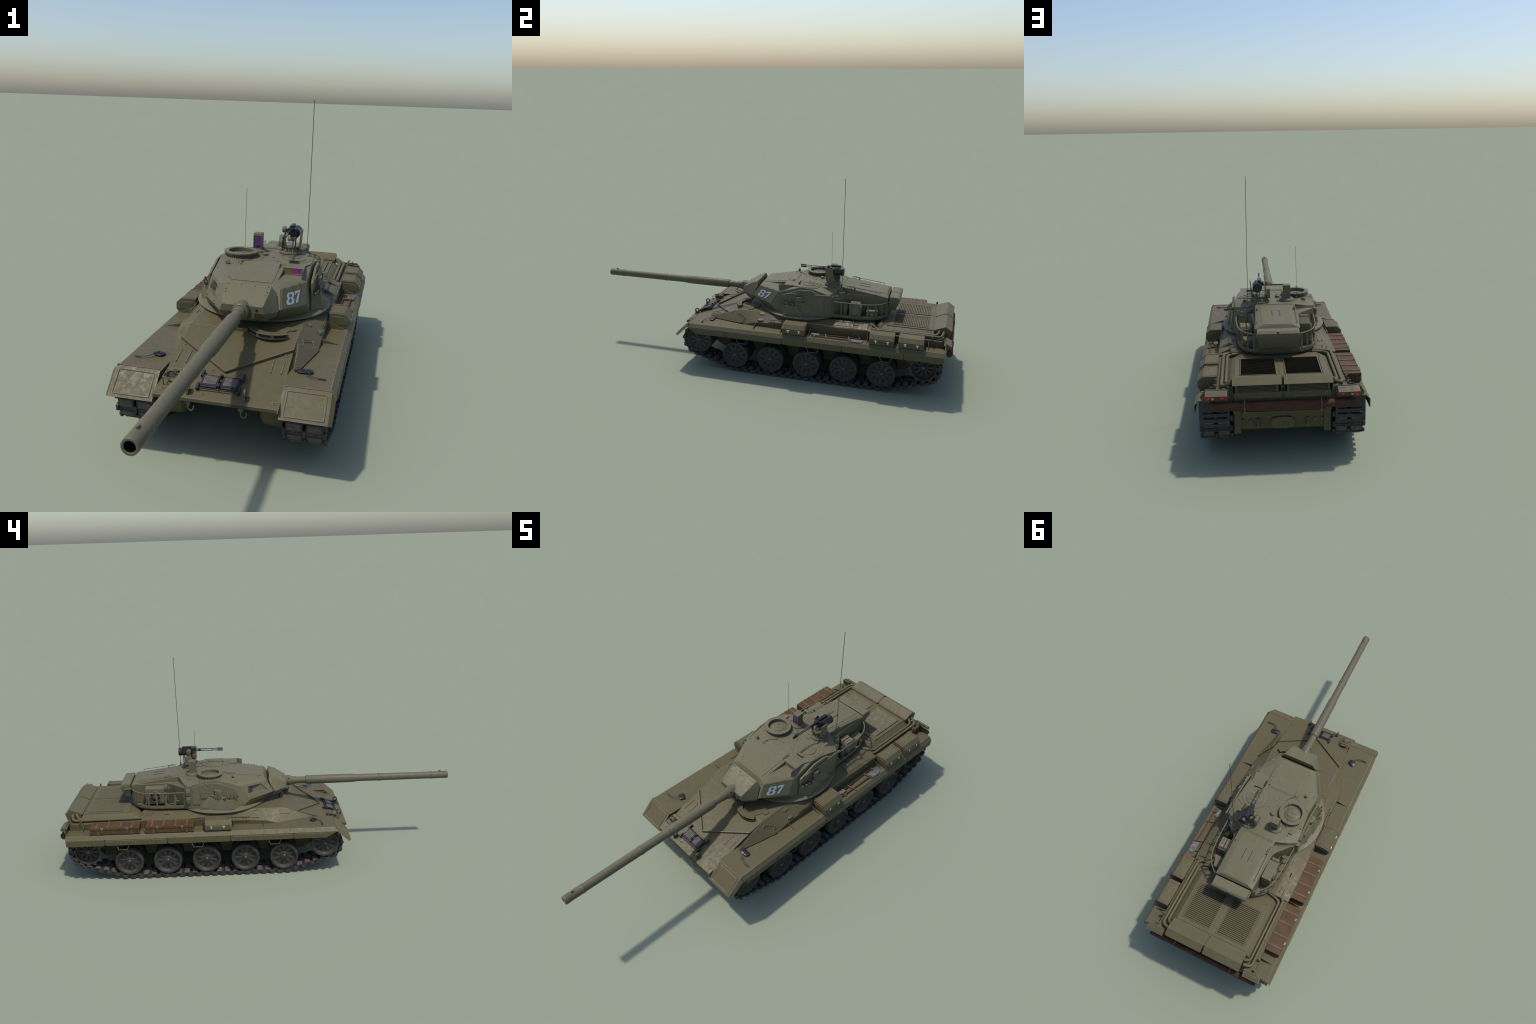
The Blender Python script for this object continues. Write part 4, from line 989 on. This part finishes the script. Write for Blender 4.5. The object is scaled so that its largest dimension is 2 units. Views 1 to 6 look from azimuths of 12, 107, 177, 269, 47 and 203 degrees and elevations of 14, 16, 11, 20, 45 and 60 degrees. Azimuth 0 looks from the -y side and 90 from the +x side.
# small roof knob, roof lamp with cable, roof grips, rear vision slits
kn = Part('roof_vent', 'turret', TUR, 0, 40); kn.lathe([(.0095, .456), (.0095, .460), (.0115, .4605), (.0115, .4625), (.009, .4655), (.004, .4672), (0, .4675)], (-.018, .289, 0), (0, 0, 1), 20, False); kn.build()
lp = Part('roof_lamp', 'turret glass steel', TUR, 0, 50); o = V((-.1228, .1330, .4600))
lp.lathe([(.0, -.0085), (.005, -.007), (.0075, -.002), (.0078, .003), (.0072, .0036), (.0062, .003)], o, (0, -1, 0), 16, False)
lp.use(1).lathe([(.0062, .0025), (.003, .0034), (0, .0036)], o, (0, -1, 0), 14, False); lp.use(2)
lp.cyl((-.1228, .134, .438), (-.1228, .134, .4535), .0022, 7); lp.box((-.1228, .134, .452), (.014, .004, .004))
lp.tube(smooth([(-.115, .137, .450), (-.098, .152, .4535), (-.080, .162, .4590), (-.062, .172, .4592), (-.05, .19, .4592), (-.048, .202, .4592)]), .0010, 5); lp.build()
gp = Part('roof_grip', 'turret', TUR, 0, 50)
for x, y in ((.0645, .136), (-.0745, .138)):
    z = roofz(y + .01); gp.tube(smooth([(x, y - .012, z), (x, y - .012, z + .0075), (x, y + .015, z + .0085), (x, y + .017, z)], 1), .0016, 6); gp.box((x, y + .016, z + .004), (.007, .006, .009))
for s in SIDES:
    gp.hull(X(s, [(.127, .3475, .4635), (.140, .3475, .4635), (.124, .3475, .450), (.146, .3475, .450), (.130, .315, .457), (.138, .315, .457), (.128, .318, .45), (.14, .318, .45)]))
gp.build()
vs = Part('rear_vision_slit', 'lilac', TUR)
for s in SIDES: vs.box((s * .1335, .3480, .4580), (.0095, .0016, .0085))
vs.build()

# panoramic sight
S = (-.0590, .3440)
ps = Part('panoramic_sight', 'turret purple dark', TUR, .0008, 35)
ps.lathe([(.0350, .4540), (.0350, .4585), (.0320, .4640), (.0270, .4660), (.0260, .4690), (.0215, .4695), (.0205, .4660), (0, .4660)], (*S, 0), (0, 0, 1), 40, False)
R = Matrix.Rotation(.0, 3, 'Z')
ps.box((S[0], S[1], .4970), (.0330, .0330, .0620), R); ps.box((S[0], S[1] + .0005, .5275), (.0335, .0345, .0030), R)
for d in (-1, 1): ps.box((S[0] + d * .0150, S[1] - .0175, .4960), (.0030, .0040, .056)); ps.box((S[0], S[1] - .0175, .4960 + d * .0262), (.030, .0040, .0035))
ps.use(1).box((S[0], S[1] - .0168, .4960), (.0250, .0012, .0480)); ps.build()

# remote weapon station
tub = Part('weapon_pedestal', 'turret', TUR, 0, 35)
P0 = V((.0670, .3650, .4570))
pts = [P0 + V((.0450 * math.cos(a), .0450 * math.sin(a), 0)) for a in [2 * math.pi * k / 32 for k in range(32)]]
pts += [V((.0960, .3900, .4080)) + V((.0640 * math.cos(a), .0520 * math.sin(a), 0)) for a in [2 * math.pi * k / 32 for k in range(32)]]
tub.hull(pts)
tub.lathe([(.0440, .4560), (.0455, .4585), (.0455, .4625), (.0440, .4650), (.0340, .4650), (.0330, .4760), (.0, .4765)], (P0.x, P0.y, 0), (0, 0, 1), 44, False)
for k in range(8):
    a = 2 * math.pi * k / 8 + .3; R = Matrix.Rotation(a, 3, 'Z')
    tub.hull([V((P0.x, P0.y, 0)) + R @ V(p) for p in [(.033, -.0012, .465), (.033, .0012, .465), (.043, -.0012, .465), (.043, .0012, .465), (.033, -.0012, .475), (.033, .0012, .475)]])
tub.build()
ws = Part('remote_weapon_mount', 'turret blued purple amber', tank, .0008, 35)
ws.hull([(x, y, z) for x, y, z in [(.0995, .3300, .4880), (.1030, .3300, .4880), (.0975, .3640, .4700), (.1015, .3640, .4700), (.1055, .3285, .5540), (.1095, .3285, .5540), (.1055, .3670, .5540), (.1095, .3670, .5540), (.0975, .348, .470), (.1015, .348, .470), (.1005, .375, .4880), (.104, .375, .488)]])
ws.hull([(x, y, z) for x in (.060, .101) for y in (.352, .374) for z in (.474, .479)])
ws.hull([(x, y, z) for x in (.0190, .0340) for y, z in ((.3580, .5210), (.3850, .5210), (.3560, .478), (.3900, .478), (.3450, .500), (.3450, .482), (.390, .510))])
ws.hull([(x, y, z) for x in (.0375, .0420) for y, z in ((.352, .476), (.388, .476), (.376, .552), (.358, .552))])
ws.hull([(x, y, z) for x in (.03, .07) for y in (.35, .38) for z in (.474, .480)])
ws.lathe([(.0125, 0), (.0125, .010), (.0105, .013), (0, .0135)], (.0420, .3668, .5458), (-1, 0, 0), 20, False)
ws.hull([(x, y, z) for x in (.0560, .0860) for y in (.330, .348) for z in (.5105, .5245)] + [(.060, .33, .508), (.082, .33, .508), (.060, .348, .508), (.082, .348, .508)])
ws.use(2).lathe([(.0060, 0), (.0060, .0015), (0, .0025)], (.0755, .3305, .5165), (0, -1, 0), 14, False)
ws.use(3).lathe([(.0036, 0), (.0036, .0015), (0, .002)], (.0630, .3305, .5195), (0, -1, 0), 12, False)
ws.use(0)
for i in range(6):
    a = math.radians(200 + i * 24); d = V((math.cos(a), math.sin(a), .45)).normalized(); p = V((P0.x, P0.y, .477)) + V((math.cos(a), math.sin(a), 0)) * .026
    ws.use(0).cyl(p - d * .008, p + d * .010, .0042, 9); ws.use(1).cyl(p + d * .010, p + d * .014, .0050, 9, .0032)
ws.build()
mg = Part('machine_gun', 'blued hub', tank, .0007, 40)
mg.hull([(x, y, z) for x, y, z in [(.0560, .345, .5580), (.0860, .345, .5540), (.0540, .345, .530), (.0880, .345, .526), (.0560, .405, .5590), (.0860, .405, .5560), (.0540, .405, .530), (.0880, .405, .526)]])
mg.span((.0600, .352, .5580), (.0740, .402, .5650)); mg.span((.056, .330, .541), (.074, .348, .558)); mg.span((.046, .352, .536), (.056, .378, .550))
mg.lathe([(.0185, 0), (.0212, .002), (.0212, .013), (.0200, .0145), (.0200, .030), (.0205, .031), (.0205, .060), (.0150, .066), (0, .066)], (.0768, .4225, .5345), (0, -1, 0), 30, True)
for k in range(3): mg.box((.0768, .400 - k * .012, .5345 + .0205), (.020, .004, .003))
for z in (.5502, .5407):
    mg.cyl((.0648, .345, z), (.0648, .305, z), .0030, 8); mg.cyl((.0648, .31, z), (.0647, .2165, z), .0021, 8)
    mg.lathe([(.0025, 0), (.0040, .002), (.0040, .028), (.0030, .030), (.0016, .030)], (.0647, .2165, z), (0, -1, 0), 10)
    mg.use(1).cyl((.0648, .300, z), (.0648, .282, z), .0027, 8); mg.use(0)  # paler sleeve modelled for the sun glint on the barrels
mg.box((.0647, .242, .5455), (.002, .003, .012)); mg.box((.0648, .31, .5455), (.006, .012, .014))
mg.box((.083, .36, .523), (.012, .03, .012)); mg.cyl((.078, .392, .476), (.078, .395, .53), .0024, 8); mg.cyl((.066, .398, .476), (.068, .398, .53), .0020, 8)
mg.build()

# antennas
an = Part('tall_antenna', 'turret blued', tank, 0, 50)
an.lathe([(.0170, .318), (.0170, .400), (.0195, .416), (.0198, .432), (.0180, .4395), (.0120, .4410), (.0110, .4400), (.0105, .4385), (.0060, .4385), (.0060, .447), (.0035, .449), (.0030, .462)], (.1205, .4205, 0), (0, 0, 1), 24)
an.hull([(.1, .42, .32), (.1, .42, .424), (.162, .392, .32), (.162, .392, .421), (.12, .425, .32), (.12, .425, .421)])
an.use(1).tube([(.1205, .4205, .455), (.1200, .4208, .62), (.1190, .4205, .82), (.1179, .4197, 1.0318)], .00125, 6); an.build()
a2 = Part('short_antenna', 'blued turret', tank, 0, 50); a2.tube([(-.1062, .3212, .455), (-.1060, .3205, .58), (-.1048, .3174, .6998)], .00075, 5); a2.use(1).cyl((-.1062, .3212, .452), (-.1062, .3212, .466), .0032, 8); a2.build()

# mantlet and gun
mt = Part('mantlet', 'turret dark', tank, .0010)
mh = [(.0758, -.0500, .4378), (.0752, -.0915, .4212), (.0668, -.1392, .3922), (.0725, -.1385, .3690), (.1077, -.0775, .3628), (.0915, -.0465, .4160), (.0680, -.1080, .3370), (.0980, -.0680, .3400), (.0780, -.0480, .4300)]
mt.hull(mh + X(-1, mh))
for s in SIDES:
    for x, y, z in ((.0675, -.0580, .4362), (.0230, -.0580, .4362), (.0690, -.0850, .4262), (.0675, -.0960, .4192), (.0610, -.1345, .3955), (.026, -.1345, .3955)): mt.bolt((s * x, y, z), (0, -.45, .9), .0022, .0018)
mt.use(1).lathe([(.0045, 0), (.0045, .002)], (.0480, -.1380, .3800), (0, -1, 0), 10); mt.use(0)
mt.box((.035, -.134, .360), (.012, .008, .018)); mt.build()
gb = Part('gun_barrel', 'gun dark', tank, 0, 28)
prof = [(.0265, -.10), (.0265, -.1440), (.0270, -.1450), (.0265, -.1655), (.0240, -.1680), (.0203, -.1690), (.0203, -.1945), (.0190, -.1960), (.0173, -.1965), (.0173, -.2435), (.0200, -.2440), (.0222, -.2465), (.0228, -.2500),
        (.0230, -.3800), (.0226, -.4840), (.0220, -.4862), (.0220, -.4875), (.0224, -.4890), (.0220, -.5000), (.0208, -.5050), (.0195, -.5220), (.0193, -.5240), (.0192, -.6300), (.0205, -.6315), (.0207, -.6400), (.0205, -.6420),
        (.0193, -.6440), (.0191, -.6500), (.0183, -.9080), (.0196, -.9100), (.0199, -.9130), (.0199, -.9200), (.0193, -.9215), (.0190, -.9230), (.0187, -.9780), (.0194, -.9795), (.0194, -.9940), (.0188, -.9990), (.0180, -1.0000), (.0135, -1.0000), (.0128, -.9970)]
gb.lathe([(r, -y) for r, y in prof], (0, 0, .3788), (0, -1, 0), 40, False)
gb.use(1).lathe([(.0128, .9970), (.0125, .93), (0, .93)], (0, 0, .3788), (0, -1, 0), 28, False); gb.use(0)
gb.box((0, -.958, .3995), (.0045, .013, .0075)); gb.box((.0193, -.925, .3788), (.001, .012, .006))
gb.use(1)
for s in SIDES: gb.lathe([(.0040, 0), (.0040, .0012)], (s * .0195, -.156, .3965), (s * .7, 0, .7), 8)
gb.build()
